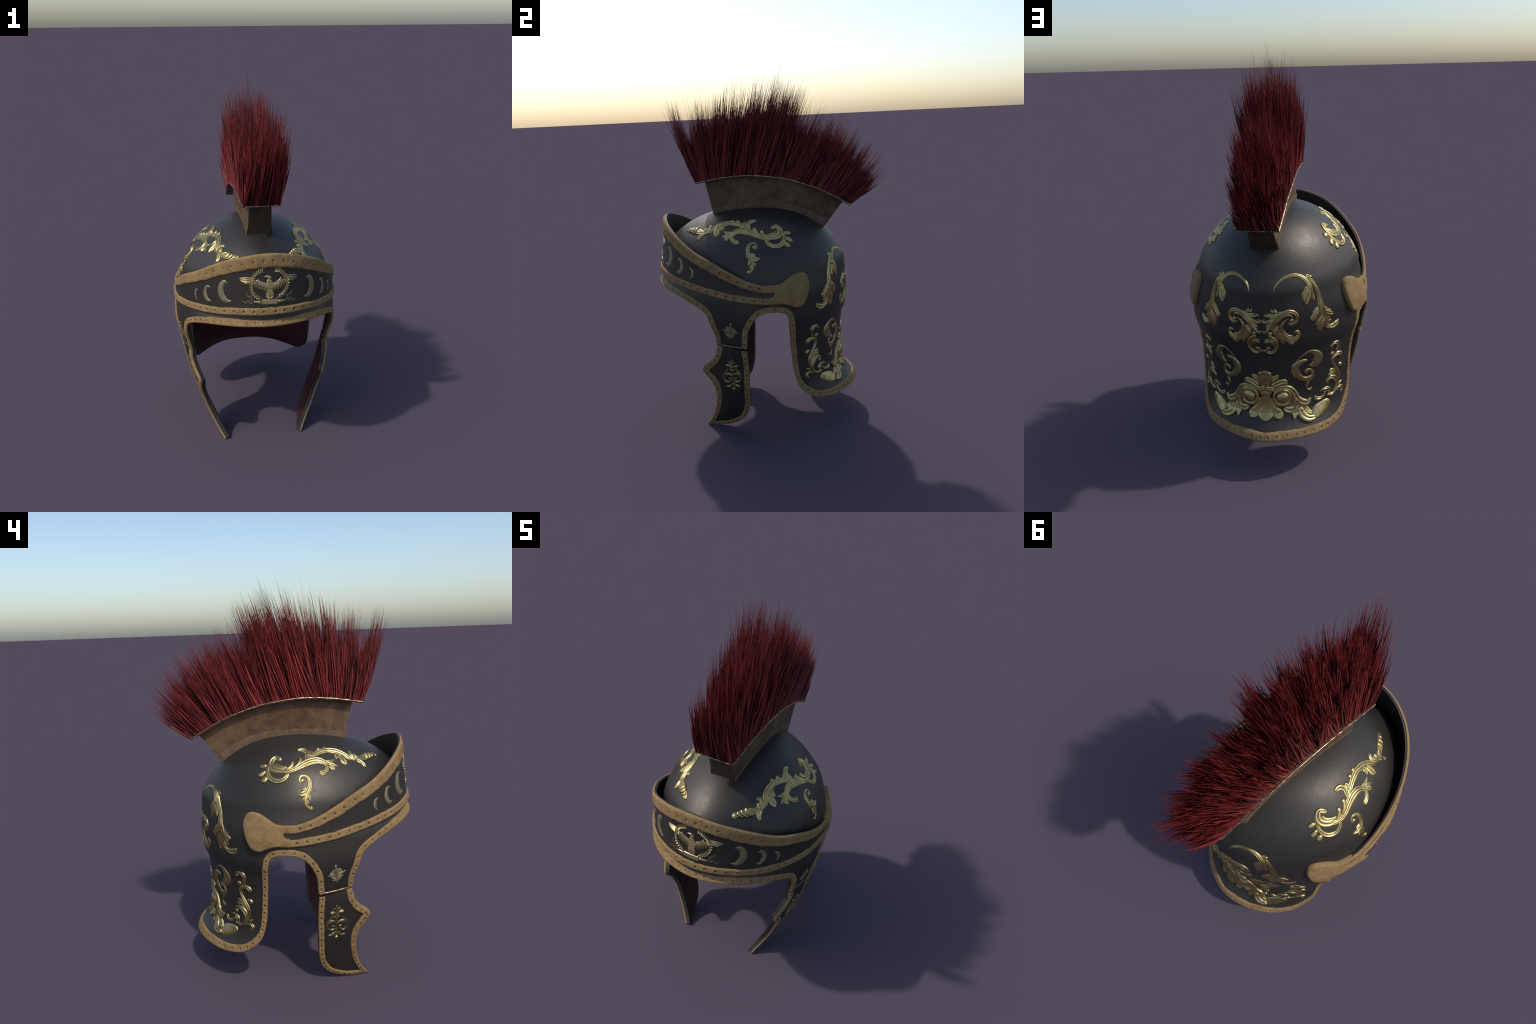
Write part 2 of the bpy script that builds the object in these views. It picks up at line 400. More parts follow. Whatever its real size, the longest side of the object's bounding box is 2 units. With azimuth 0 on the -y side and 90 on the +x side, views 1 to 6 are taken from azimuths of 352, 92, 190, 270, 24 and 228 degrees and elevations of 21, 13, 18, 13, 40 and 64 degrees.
def strip(f, line, width, inward, parent, name="edging", height=.0068, lift=0.0, shadow_dots=.046, nt=13, overhang=.003, closed=False, mirror=True, phase=.5, dot_size=1.0, square_ends=False):
    """raised leather strip laid along `line` (phi,z), reaching `width` to the inward side (+1 left of travel / -1 right).
    width is a number or per-point array. Dimples and rivets follow its middle."""
    step = .0042
    P0 = f(line[:, 0], line[:, 1]); L = np.linalg.norm(np.diff(P0, axis=0), axis=1).sum()
    n_s = max(8, int(L / step)); w_in = np.broadcast_to(np.asarray(width, float), (len(line),))
    lw = resample(np.column_stack([line, w_in]), n_s, P0); ln = lw[:, :2]; w = lw[:, 2]
    P, N, _, _ = frame(f, ln[:, 0], ln[:, 1])
    T = np.gradient(P, axis=0); k = np.ones(7) / 7
    T = np.stack([np.convolve(np.pad(T[:, i], 3, mode="edge"), k, "valid") for i in range(3)], 1)
    T /= np.linalg.norm(T, axis=1, keepdims=True)
    B = np.cross(N, T) * inward
    seed = R.uniform(0, 50)
    wv = w * (1 + .10 * np.array([wob(p, 16, seed) for p in P]) + .06 * np.array([wob(p, 48, seed) for p in P]))
    t = np.linspace(0, 1, nt)
    t = .5 + .5 * np.sign(2 * t - 1) * np.abs(2 * t - 1) ** .75
    off = -overhang + (wv[:, None] + overhang) * t
    prof = (1 - np.abs(2 * t - 1) ** 7) ** .6
    PH, ZZ = slide(f, ln[:, 0][:, None].repeat(nt, 1), ln[:, 1][:, None].repeat(nt, 1), (B[:, None, :] * off[..., None]))
    Q, QN, _, _ = frame(f, PH, ZZ)
    hgt = height * prof[None, :] * np.ones((n_s, 1))
    hgt *= 1 + .16 * np.array([[wob(q, 35, seed + 9) for q in row] for row in Q])
    # rivet seats
    d = np.r_[0, np.cumsum(np.linalg.norm(np.diff(P, axis=0), axis=1))]
    seats = []
    if shadow_dots:
        m = max(1, int(round(d[-1] / shadow_dots)))
        for i in range(m):
            sp = (i + phase + R.uniform(-.1, .1)) * d[-1] / m
            j = int(np.clip(np.searchsorted(d, sp), 1, n_s - 2)); c = nt // 2
            if f is visor and abs(ln[j, 0]) > math.radians(98): continue
            seats.append((j, c))
            dist = np.linalg.norm(Q - Q[j, c], axis=-1)
            hgt += -.0060 * np.exp(-(dist / (.0050 * dot_size)) ** 2) + .0014 * np.exp(-((dist - .0095) / .004) ** 2)
    ends = Q.copy()
    X = Q + QN * (hgt + lift)[..., None]
    base = Q - QN * .004 + QN * lift
    wall = np.concatenate([base[:, :1], X, base[:, -1:]], 1)
    s_ = Soup(); s_.grid(wall if inward > 0 else wall[:, ::-1])
    if seats:
        mid = (wall[:-1, :-1] + wall[1:, 1:]) / 2; mid = mid if inward > 0 else mid[:, ::-1]
        mid = mid.reshape(-1, 3); pts = np.array([Q[j, c] for j, c in seats])
        near = np.min(np.linalg.norm(mid[:, None] - pts[None], axis=2), axis=1)
        s_.m = [1 if d_ < .0050 * dot_size else 0 for d_ in near]
    for row in ((0, 1), (-1, -1)):
        c = wall[row[0]]; c = c if (row[1] > 0) == (inward > 0) else c[::-1]
        s_.add(c, [tuple(range(len(c)))])
    out = []
    for sgn in ((1, -1) if mirror else (1,)):
        so = s_ if sgn > 0 else s_.mirrored()
        out.append(so)
        for j, c in seats:
            p = X[j, c] + QN[j, c] * .0012
            put_shadow_dot(p * [sgn, 1, 1], QN[j, c] * [sgn, 1, 1], parent, dot_size)
    if not name: return out
    if mirror == "join":
        a = out[0]; a.merge(out[1]); build(name, a, (TAN, DIMPLE_SHADE), parent, 50, weld=1e-5)
    else:
        for so in out: build(name, so, (TAN, DIMPLE_SHADE), parent, 50)
    return out

# ------------------------------------------------------------------ relief ornament
SHAPES = {  # height as share of width, grooves across, flatness exponent
    "stem": (.30, 2, 2.8), "scroll": (.34, 1, 2.8), "bud": (.42, 0, 2.4), "leaf": (.28, 1, 2.8), "petal": (.19, 0, 3), "ring": (.30, 0, 2),
    "lobe": (.62, 0, 2), "web": (.05, 0, 4), "smooth": (.26, 0, 2.8), "crescent": (.20, 0, 2.5), "body": (.13, 0, 2), "head": (.30, 0, 2), "edge": (.5, 0, 2), "arm": (.12, 0, 2), "block": (.16, 0, 12),
    "cone": (.26, 0, 2), "ribbon": (.45, 0, 2), "feather": (.5, 1, 2), "scale": (.5, 0, 2)}

def boss(soup, f, phi, z, r, lift):
    """low round knob"""
    P, N, dp, _ = (q[0] for q in frame(f, np.array([phi]), np.array([z])))
    U = dp / np.linalg.norm(dp); Wv = np.cross(N, U); k = 18
    prof = [(1.0, -.35), (1.0, .06), (.93, .22), (.78, .37), (.55, .48), (.28, .54), (.02, .56)]
    G = np.array([[P + (U * math.cos(q) + Wv * math.sin(q)) * r * pr + N * (r * ph * .8 + lift) for pr, ph in prof] for q in np.linspace(0, 2 * math.pi, k, endpoint=False)])
    soup.grid(G, close_u=True); soup.add(G[:, -1], [tuple(range(k))])

def stroke(soup, f, tag, pts, lift=0.0, scale=1.0):
    """one swelling, rounded ribbon of metal laid on the surface along a spline; pts are (deg, z, width in mm)"""
    share, grooves, flat = SHAPES[tag]
    a = np.array(pts, float); a[:, 0] = np.radians(a[:, 0]); a[:, 2] *= .001 * scale
    P0 = f(a[:, 0], a[:, 1])
    L = np.linalg.norm(np.diff(P0, axis=0), axis=1).sum()
    if L < .62 * a[:, 2].max() and tag in ("bud", "boss"):
        boss(soup, f, a[:, 0].mean(), a[:, 1].mean(), a[:, 2].max() / 2 * 1.05, lift); return
    n = int(np.clip(L / .0028, 9, 90)); S = np.array([.42, 1, 1])
    c = spline(a * S, n) / S; w = np.maximum(c[:, 2], .0008)
    P, N, _, _ = frame(f, c[:, 0], c[:, 1])
    T = np.gradient(P, axis=0); T /= np.linalg.norm(T, axis=1, keepdims=True) + 1e-12
    d = np.r_[0, np.cumsum(np.linalg.norm(np.diff(P, axis=0), axis=1))]
    if tag != "block":
        for e, w_end in ((d, w[0]), (d[-1] - d, w[-1])):
            r = max(w_end / 2, 1e-4); u = np.clip(e / r, 0, 1)
            w = w * np.maximum(np.sqrt(1 - (1 - u) ** 2), .05)
    B = np.cross(N, T)
    nt = 13 if tag in ("stem", "leaf", "scroll", "petal") else 9
    t = np.linspace(-1, 1, nt)
    t = np.sign(t) * np.abs(t) ** .8
    prof = np.sqrt(np.maximum(1 - np.abs(t) ** flat, 0)) if flat < 8 else (1 - np.abs(t) ** flat)
    if grooves == 1: prof = prof * (1 - .55 * np.exp(-(t / .17) ** 2))
    if grooves == 2: prof = prof * (1 - .45 * np.exp(-((np.abs(t) - .42) / .13) ** 2))
    wmax = w.max()
    if tag == "petal": prof = prof * (.72 + .55 * t * t)
    H = .8 * share * (w ** .6) * (wmax ** .4) * np.minimum(1, (.026 / np.maximum(wmax, .026)) ** .55)
    X = P[:, None] + B[:, None] * (w / 2)[:, None, None] * t[None, :, None] + N[:, None] * (H[:, None] * prof[None] + lift - .0012)[..., None]
    foot = lambda k: (P + B * (w / 2)[:, None] * t[k] - N * .004)[:, None]
    G = np.concatenate([foot(0), X, foot(-1)], 1)
    soup.grid(G[:, ::-1])
    for i, flip in ((0, True), (-1, False)):
        loop = G[i]; m = len(loop)
        soup.add(loop, [tuple(range(m))[::-1] if not flip else tuple(range(m))])

def ornament(name, f, motif, parent, mat, lift=0.0, scale=1.06, mirror=True, join=False, kind=None):
    s_ = Soup()
    for i, (tag, pts) in enumerate(MOTIFS[motif]): stroke(s_, f, tag, pts, lift + .0004 * (i % 3), scale)
    if mirror and join: s_.merge(s_.mirrored())
    build(name, s_, mat, parent, 40, kind=kind)
    if mirror and not join: build(name, s_.mirrored(), mat, parent, 40, kind=kind)

# control points of the relief: (degrees round from the brow, height, width in mm)
MOTIFS = {
    "acanthus_spray": [
        ("stem", [(102.1, 1.1005, 8.9), (95, 1.1113, 17.7), (87.8, 1.1326, 18.8), (82.8, 1.1471, 17.4), (77.7, 1.1613, 22.4), (71.8, 1.1709, 27.8), (65, 1.1745, 28.2), (59.4, 1.1684, 34.6), (55.9, 1.1573, 30.8), (54, 1.1424, 23.8), (53.3, 1.1258, 3.1)]),
        ("stem", [(111.1, 1.1054, 14.6), (105.6, 1.1022, 20.5), (99.5, 1.1028, 20.8), (92.6, 1.1143, 23.4), (86.2, 1.1302, 26.6), (81.1, 1.1392, 31.4), (76, 1.1405, 32.1), (72.8, 1.1316, 25.2), (71.6, 1.1191, 21.3), (72.8, 1.1034, 19.1), (75.3, 1.0916, 22.4), (78.2, 1.0864, 31.2)]),
        ("stem", [(95, 1.1039, 8.6), (87.3, 1.1199, 14.6), (81.6, 1.1309, 18.4), (76.1, 1.1331, 16.5), (73.3, 1.1254, 10)]),
        ("scroll", [(106.9, 1.1507, 27.7), (108.7, 1.1483, 22.5), (112.3, 1.1541, 20.9), (114.5, 1.1451, 25.6), (114.6, 1.1281, 29.2), (112, 1.1138, 31.9), (107.8, 1.1061, 30), (103.5, 1.1036, 14.5)]),
        ("scroll", [(111.2, 1.1384, 6.5), (110, 1.126, 15.8), (106.1, 1.1171, 20.8), (100.7, 1.1177, 12.3)]),
        ("scroll", [(117, 1.1263, 8.2), (115.6, 1.1008, 16), (113.4, 1.0794, 20.5), (110, 1.065, 23.5), (106.2, 1.0627, 23.4), (102.4, 1.0721, 20.9), (100.2, 1.0888, 17.4), (100.1, 1.0974, 12.9)]),
        ("bud", [(117.1, 1.1216, 23), (120.6, 1.1175, 23.9), (122.7, 1.1133, 20)]),
        ("bud", [(116.9, 1.1003, 16), (119.2, 1.086, 23.8), (121, 1.075, 19.5)]),
        ("bud", [(114.7, 1.0779, 20.8), (116, 1.0628, 25.2), (117.1, 1.0509, 20.8)]),
        ("bud", [(102.3, 1.1069, 8.9), (98.1, 1.1209, 17.3), (96.8, 1.1335, 19.3), (98.1, 1.1398, 19.1)]),
        ("bud", [(95.5, 1.1145, 11.3), (90.5, 1.132, 19.2), (88.8, 1.1464, 20.2), (90.6, 1.1529, 19.4)]),
        ("bud", [(72.8, 1.1734, 10.6), (71.8, 1.1815, 19.4), (73.2, 1.1841, 20.4)]),
        ("bud", [(67.7, 1.1757, 9.2), (65.5, 1.1834, 16.8), (66.2, 1.1886, 20.1)]),
        ("leaf", [(83.8, 1.1421, 13.1), (83.6, 1.1568, 16.1), (82.4, 1.169, 21.7), (83.9, 1.1797, 26.4), (87.3, 1.1828, 21.1), (90.9, 1.1792, 10.6)]),
        ("leaf", [(81.6, 1.1562, 15.9), (79.2, 1.1692, 24.8), (79.6, 1.1808, 17.5)]),
        ("leaf", [(80.2, 1.1558, 13.1), (77.9, 1.1688, 16.3), (76.5, 1.1715, 7.7)]),
        ("leaf", [(60, 1.1654, 19.2), (60.9, 1.1514, 24.4), (63.1, 1.1383, 4)]),
        ("leaf", [(57.6, 1.1572, 20), (58.6, 1.1342, 32.5), (59.1, 1.1211, 27.2), (59.3, 1.1104, 3.2)]),
        ("leaf", [(72.2, 1.1346, 13.5), (69.1, 1.1308, 19.3), (66, 1.1341, 11.5), (64.2, 1.139, 6.8)]),
        ("leaf", [(70.4, 1.125, 20), (67.8, 1.1202, 18.4), (64.7, 1.1105, 5)]),
        ("leaf", [(69.9, 1.1215, 16), (68.8, 1.1077, 22.8), (68.8, 1.0955, 15.9)]),
        ("stem", [(46.8, 1.1569, 24.1), (49.7, 1.1543, 16), (50.7, 1.1446, 28), (49.5, 1.1338, 32.3), (46.4, 1.129, 28), (42.4, 1.1278, 28.5), (37.1, 1.1294, 35), (31.6, 1.1305, 26.3), (28.4, 1.1278, 22.6), (28.1, 1.1192, 8.9)]),
        ("leaf", [(48.9, 1.1268, 20.5), (47.3, 1.1172, 24.6), (46.4, 1.1056, 19.7), (47.2, 1.092, 17.9)]),
        ("lobe", [(47, 1.1264, 10.5), (43.1, 1.1338, 13.2), (40.1, 1.1403, 7.9)]),
        ("lobe", [(37.6, 1.1448, 16.1), (38.2, 1.133, 22.5), (40, 1.1187, 15.8)]),
        ("lobe", [(33.8, 1.1426, 15.7), (34.8, 1.131, 20.3), (36.9, 1.1193, 13.1)]),
        ("lobe", [(30.9, 1.138, 14.9), (31.6, 1.13, 16.8), (33.3, 1.122, 10.4)]),
        ("lobe", [(47, 1.1488, 11.8), (47.7, 1.1375, 17), (48.1, 1.1273, 11.5)]),
    ],
    "curled_leaf": [
        ("stem", [(89.1, 1.0563, 7.4), (91, 1.0665, 8.1), (90.1, 1.08, 9.3), (87.8, 1.0852, 11.9), (85.4, 1.0779, 16.4), (84.5, 1.0627, 20.1), (84.7, 1.0428, 21.4), (85.5, 1.0275, 22.5), (86.7, 1.01, 19.9), (87.5, 0.9922, 15.5), (87.6, 0.9736, 14.5), (87.1, 0.959, 13), (85.4, 0.9484, 15.5), (83.8, 0.9531, 18.1)]),
        ("bud", [(89.2, 1.0662, 16.4), (88.4, 1.0656, 16.4)]),
        ("leaf", [(85.8, 1.032, 18.3), (88, 1.0305, 16.3), (89.7, 1.0332, 5.8)]),
        ("leaf", [(86.6, 1.0212, 20.4), (89.6, 1.0108, 27), (93.5, 1.0148, 3.9)]),
        ("leaf", [(87.8, 0.9946, 12.5), (89.1, 0.9881, 10.5), (90, 0.9809, 4.5)]),
        ("leaf", [(85, 1.0362, 7.8), (84.4, 1.027, 10.4), (83.8, 1.0174, 2.1)]),
        ("leaf", [(85.5, 1.0096, 10.1), (85.4, 0.9937, 11.7), (84.7, 0.9807, 3.8)]),
        ("leaf", [(86.5, 0.9849, 8.8), (86.2, 0.9707, 8), (85.5, 0.9661, 2)]),
    ],
    "horned_leaf": [
        ("web", [(147.2, 0.9427, 32.3), (148.7, 0.907, 52.1), (150.4, 0.8805, 45.3), (151.6, 0.8606, 15.8)]),
        ("web", [(141.6, 0.8417, 38.3), (143.8, 0.8013, 57.7), (146.3, 0.7802, 33.1)]),
        ("web", [(140.3, 0.8343, 31.9), (140.1, 0.7963, 68.9), (140.7, 0.7538, 69.8), (141, 0.7179, 17.8)]),
        ("web", [(139.1, 0.807, 26.2), (135.8, 0.7868, 28.9), (133.9, 0.7824, 15.2)]),
        ("web", [(139.9, 0.77, 25.1), (137.1, 0.7354, 33.7), (133, 0.723, 24.1), (129.9, 0.7284, 18.5)]),
        ("web", [(149.7, 0.986, 14.7), (147, 0.9799, 17.1)]),
        ("stem", [(170.6, 0.9239, 1.4), (170.4, 0.9452, 8), (168.2, 0.9694, 11.5), (164.5, 0.9868, 15.8), (160, 0.9942, 17.5), (155.6, 0.9929, 19.6), (151.8, 0.9812, 23.1), (149.1, 0.9626, 25.6), (147.6, 0.941, 28.5), (148, 0.9205, 31.2)]),
        ("stem", [(148.3, 0.9835, 7.9), (146, 0.9608, 18.4), (143.6, 0.9301, 21), (142.4, 0.8964, 25.1), (141.9, 0.8666, 27.8), (141.6, 0.8393, 34.1), (141.9, 0.8126, 32.3), (142.5, 0.7833, 15)]),
        ("leaf", [(148.3, 0.9329, 24.2), (149.2, 0.898, 37.5), (150.1, 0.8777, 34.6), (151.3, 0.8579, 15.9)]),
        ("leaf", [(149.4, 0.9413, 13.1), (150.5, 0.9194, 20.1), (152, 0.9045, 20.1), (153.2, 0.8939, 6.5)]),
        ("leaf", [(146.3, 0.9322, 13.4), (145.9, 0.9026, 13.9), (145.6, 0.8803, 16.6), (145.6, 0.8683, 13.5)]),
        ("leaf", [(143.1, 0.8274, 20.3), (145.2, 0.8038, 28.5), (146.9, 0.7814, 28.2), (147.5, 0.7727, 13.3)]),
        ("leaf", [(141.1, 0.8506, 18.8), (139.5, 0.8128, 25.2), (139.3, 0.7817, 39.6), (140.8, 0.759, 43), (141.6, 0.7348, 36.5), (140.8, 0.7118, 14.9)]),
        ("leaf", [(138.8, 0.8163, 9.6), (136.3, 0.808, 10.4), (134.7, 0.8076, 3.2)]),
        ("leaf", [(138.8, 0.8063, 14.3), (135.4, 0.7886, 23), (132.8, 0.7823, 11.4)]),
        ("leaf", [(138.3, 0.7899, 12), (136, 0.7718, 14.9), (134.7, 0.7655, 6)]),
        ("leaf", [(139.6, 0.7772, 16.2), (138.3, 0.7484, 23.1), (137.2, 0.7265, 20.8), (134.8, 0.7183, 18.5)]),
        ("leaf", [(135.9, 0.7183, 16.5), (132.2, 0.7171, 31.1), (129.9, 0.7257, 30.7), (128.5, 0.7435, 5.8)]),
        ("leaf", [(137.8, 0.768, 9.6), (135.8, 0.7532, 10.3), (133.8, 0.7541, 4.3)]),
        ("bud", [(149.6, 0.987, 7.1), (147.2, 0.9873, 8)]),
        ("bud", [(147.7, 0.9827, 11.3), (145.7, 0.9751, 21.3)]),
    ],
    "twin_volute": [
        ("web", [(178.3, 0.7499, 11), (175, 0.7617, 31), (171.6, 0.7879, 42), (168, 0.8167, 42.3), (164.2, 0.8292, 31.5), (160.3, 0.8314, 22.1)]),
        ("web", [(169.8, 0.7797, 15.7), (169.4, 0.7527, 33.4), (166.7, 0.7222, 37.5), (163.8, 0.6987, 21.5)]),
        ("web", [(164.8, 0.7365, 21.2), (162.3, 0.7092, 34.1), (159, 0.694, 33.8), (156.2, 0.7025, 24.6)]),
        ("web", [(168.5, 0.8206, 20.3), (172.2, 0.8218, 27.6), (176.1, 0.824, 12.9)]),
        ("web", [(169.9, 0.8063, 20.5), (173.7, 0.7921, 24.4), (177.3, 0.7902, 11.3)]),
        ("scroll", [(179.1, 0.7498, 7.4), (178.2, 0.7403, 10.8), (175.9, 0.7433, 11), (173.6, 0.7615, 10.7), (171.6, 0.7879, 11.2), (168.9, 0.8134, 15.5), (165.6, 0.8301, 17.6), (161.9, 0.8365, 19.2), (158.6, 0.8298, 19.4), (156.7, 0.8129, 18.5), (156.4, 0.7936, 18.4), (157.7, 0.778, 15.2), (160, 0.7734, 11.5), (161.8, 0.7822, 7.2)]),
        ("scroll", [(170.7, 0.7647, 6.2), (169.6, 0.7873, 11.8), (167, 0.8087, 14), (163.7, 0.8215, 14), (160.7, 0.8171, 11.6), (158.7, 0.802, 6.1)]),
        ("scroll", [(161.6, 0.8001, 2.4), (163.9, 0.7916, 8.7), (165.4, 0.7736, 13.7), (165.4, 0.7524, 16.1), (163.8, 0.7299, 18.1), (161.6, 0.7144, 16.9), (159.5, 0.7103, 12.5), (158.8, 0.7202, 9.9)]),
        ("bud", [(159.9, 0.788, 18.5), (159.5, 0.7933, 19.6)]),
        ("leaf", [(162.8, 0.7086, 7.5), (160.2, 0.6983, 13.5), (157.4, 0.699, 16.3), (155.1, 0.7107, 19.6), (154.9, 0.725, 16.4), (156.4, 0.7339, 12.1), (157.9, 0.7276, 4.1)]),
        ("leaf", [(162.6, 0.6977, 7.1), (160.9, 0.6817, 11.6), (159, 0.673, 11.6), (156.8, 0.6792, 3.4)]),
        ("leaf", [(162.2, 0.7013, 7.3), (159.7, 0.6877, 13.1), (156.5, 0.6898, 11.3), (154.2, 0.7021, 3.1)]),
        ("leaf", [(166.7, 0.7339, 10.5), (165.9, 0.7081, 16.7), (164.8, 0.6894, 14.6), (163.5, 0.673, 1.8)]),
        ("leaf", [(167.2, 0.7708, 9.3), (169.1, 0.7487, 15), (170, 0.7336, 14.1), (169.4, 0.7201, 7)]),
        ("leaf", [(170.8, 0.7953, 10.6), (172, 0.7689, 9.7), (172.8, 0.7489, 6.2)]),
        ("leaf", [(168.5, 0.8206, 11), (172.2, 0.8264, 11.3), (175.7, 0.8317, 4)]),
        ("leaf", [(169.4, 0.8136, 9.3), (173.2, 0.8179, 11.4), (177.9, 0.8257, 8.3)]),
        ("leaf", [(168.5, 0.8361, 8.9), (170.1, 0.8449, 10.4), (169.9, 0.8565, 2.6)]),
        ("leaf", [(169.9, 0.8367, 7.2), (172.3, 0.8437, 10.6), (172.3, 0.8554, 2.6)]),
        ("leaf", [(170.4, 0.8027, 11.3), (173.7, 0.7949, 13.5), (177.6, 0.7902, 13.3), (179, 0.7976, 7.8), (176.4, 0.8045, 4.6)]),
        ("leaf", [(172.6, 0.7786, 7.5), (175.5, 0.7709, 7.9), (177.1, 0.7716, 1.9)]),
        ("leaf", [(173.6, 0.7654, 7.5), (175.3, 0.7594, 7.6), (176.8, 0.7601, 1.9)]),
    ],
    "ring_clasp": [
        ("bud", [(173.1, 0.7344, 18.4), (173, 0.7295, 18.4)]),
        ("bud", [(173.3, 0.7238, 15.1), (172.9, 0.7139, 16.9)]),
        ("scroll", [(173.6, 0.7179, 11.6), (170.7, 0.7085, 13), (168.7, 0.6877, 14.2), (168.6, 0.6614, 14.9), (170.2, 0.6391, 17.3), (173.1, 0.6282, 17.4), (175.8, 0.6353, 13.5), (176.3, 0.6494, 9.3), (174.6, 0.6568, 13.2), (173.6, 0.647, 11.1)]),
        ("scroll", [(180, 0.6402, 13.5), (176.5, 0.6412, 10.4)]),
        ("leaf", [(172.6, 0.7031, 16.3), (171.2, 0.6845, 12.8), (169.7, 0.6631, 4.6)]),
        ("leaf", [(173.4, 0.7052, 13.4), (175.4, 0.6994, 10.2), (177.7, 0.7036, 4.4)]),
        ("leaf", [(173.2, 0.6973, 11.8), (175.5, 0.6914, 10.5), (177.9, 0.6888, 5.7)]),
        ("leaf", [(172.9, 0.6932, 9.2), (173.3, 0.6775, 2.7)]),
    ],
    "comma_scroll": [
        ("smooth", [(155.6, 0.5622, 4.2), (151.7, 0.5875, 7.3), (147.7, 0.6042, 12.7), (144.3, 0.6024, 20), (141.3, 0.5844, 37.9), (139.7, 0.5575, 56.2), (141, 0.5366, 47.5), (144, 0.5265, 26.9), (145.6, 0.5335, 14.4)]),
        ("smooth", [(147.3, 0.5575, 13.1), (150.1, 0.5589, 21.4), (153.4, 0.5513, 30.2), (155.7, 0.5316, 39.2), (155.3, 0.502, 37.7), (152.6, 0.4748, 28.4), (149.1, 0.4591, 22.9), (146, 0.4564, 31.2), (143.4, 0.4677, 21.4), (143.2, 0.4859, 15.1), (144.9, 0.5028, 14.8), (147.4, 0.5031, 20.9), (148.4, 0.487, 16)]),
        ("scroll", [(143.8, 0.4578, 18.1), (146.3, 0.4412, 12.1), (147.7, 0.4196, 10.8), (146.8, 0.3999, 9.8), (144.7, 0.4002, 13.2), (144.5, 0.4075, 8.8)]),
    ],
    "vine_spray": [
        ("scroll", [(128.7, 0.5927, 20.7), (130, 0.5997, 16.4), (128.1, 0.6112, 16.8), (125.1, 0.6066, 26.5), (123.6, 0.5884, 22.9), (124.1, 0.5603, 18), (125.2, 0.5448, 7.1)]),
        ("scroll", [(119, 0.5158, 18.9), (119.1, 0.5333, 29), (122.4, 0.5426, 23), (126.2, 0.5318, 20.8), (126.7, 0.5131, 22.5), (125.3, 0.4905, 17.9), (122.9, 0.4661, 19), (120.7, 0.4415, 21.9), (119.6, 0.4176, 18.4), (120.5, 0.385, 18), (122.3, 0.3535, 10.3)]),
        ("scroll", [(130.1, 0.397, 16.9), (131.2, 0.4141, 17.8), (127.4, 0.4253, 24.4), (123.9, 0.41, 31.4), (121.9, 0.3824, 24.4), (123.3, 0.3516, 17), (126.7, 0.3363, 14.9), (130.5, 0.3393, 16.7), (131.7, 0.3445, 10.9)]),
        ("scroll", [(130.5, 0.3421, 14.2), (130, 0.3602, 27.6), (131.3, 0.3743, 19.2), (134.8, 0.3762, 12.2), (137.8, 0.3667, 5.8)]),
        ("scroll", [(133, 0.3648, 10), (134, 0.3481, 13.8), (137.5, 0.3361, 16.1), (141.2, 0.3414, 21.3), (141.4, 0.3566, 11.8)]),
        ("scroll", [(123.2, 0.3406, 7.8), (119.4, 0.3532, 12.8), (116.5, 0.3467, 19.9), (115.9, 0.3336, 19.2), (118, 0.3212, 12.9)]),
        ("bud", [(128.8, 0.5571, 24.6), (127, 0.5487, 14)]),
        ("bud", [(116.6, 0.4589, 20), (118, 0.474, 23.9), (120.7, 0.4753, 15.3)]),
        ("bud", [(120.4, 0.3654, 8.4), (118, 0.3723, 13), (115.8, 0.38, 3.1)]),
        ("leaf", [(129.5, 0.4653, 14.7), (125.9, 0.4633, 18.1), (122.6, 0.4467, 16), (120.8, 0.4212, 7.3)]),
        ("leaf", [(130.3, 0.4427, 15.8), (126.1, 0.4486, 17.6), (123.2, 0.4341, 16), (121.1, 0.4093, 7.3)]),
    ],
    "mask_side": [
        ("web", [(174.6, 0.4402, 37.5), (167.1, 0.4198, 66.7), (160.8, 0.3753, 75.6), (159.1, 0.3316, 62.8)]),
        ("web", [(173.9, 0.3772, 40.1), (170.9, 0.321, 59.5)]),
        ("web", [(155.6, 0.3453, 52.7), (152.9, 0.3045, 56.1), (148.6, 0.2731, 50.9)]),
        ("web", [(173.9, 0.4591, 45.5), (165.9, 0.4568, 41.4)]),
        ("petal", [(176.9, 0.3806, 13.5), (174.2, 0.3281, 33.6), (170.5, 0.3009, 50), (166.7, 0.2775, 45.4)]),
        ("petal", [(156.4, 0.3323, 31.1), (157.2, 0.2994, 42.8), (157.8, 0.2666, 3.4)]),
        ("scroll", [(172.8, 0.4102, 14.4), (166.5, 0.4308, 23.4), (160.5, 0.4229, 29.6), (156.8, 0.3895, 34.4), (155.5, 0.3522, 42.7), (156.8, 0.3157, 40.9), (161.3, 0.3097, 42.4), (165.5, 0.3225, 23.6)]),
        ("leaf", [(156.4, 0.3745, 31.3), (152.6, 0.3451, 38), (148.6, 0.3342, 36.3), (145.2, 0.3531, 11.9)]),
        ("leaf", [(154.1, 0.316, 30), (151.9, 0.2798, 42.1), (147.6, 0.2601, 37.3), (142.3, 0.2576, 25.7)]),
        ("leaf", [(153.5, 0.3238, 14.7), (150, 0.2974, 19.6), (144.4, 0.2768, 16.5)]),
        ("ring", [(165.8, 0.4192, 18.7), (161.6, 0.4052, 17.4), (160.1, 0.3747, 17.5), (162, 0.3479, 18.5), (166.4, 0.3401, 18.1), (170.5, 0.3519, 17.6), (172.2, 0.3807, 17.1), (170.1, 0.4097, 18.3), (165.8, 0.4192, 19.4)]),
        ("bud", [(166.1, 0.377, 59.5), (165.1, 0.3801, 59.8)]),
        ("leaf", [(174.4, 0.4705, 21.2), (170.4, 0.4889, 27.1), (167.9, 0.4993, 9.2)]),
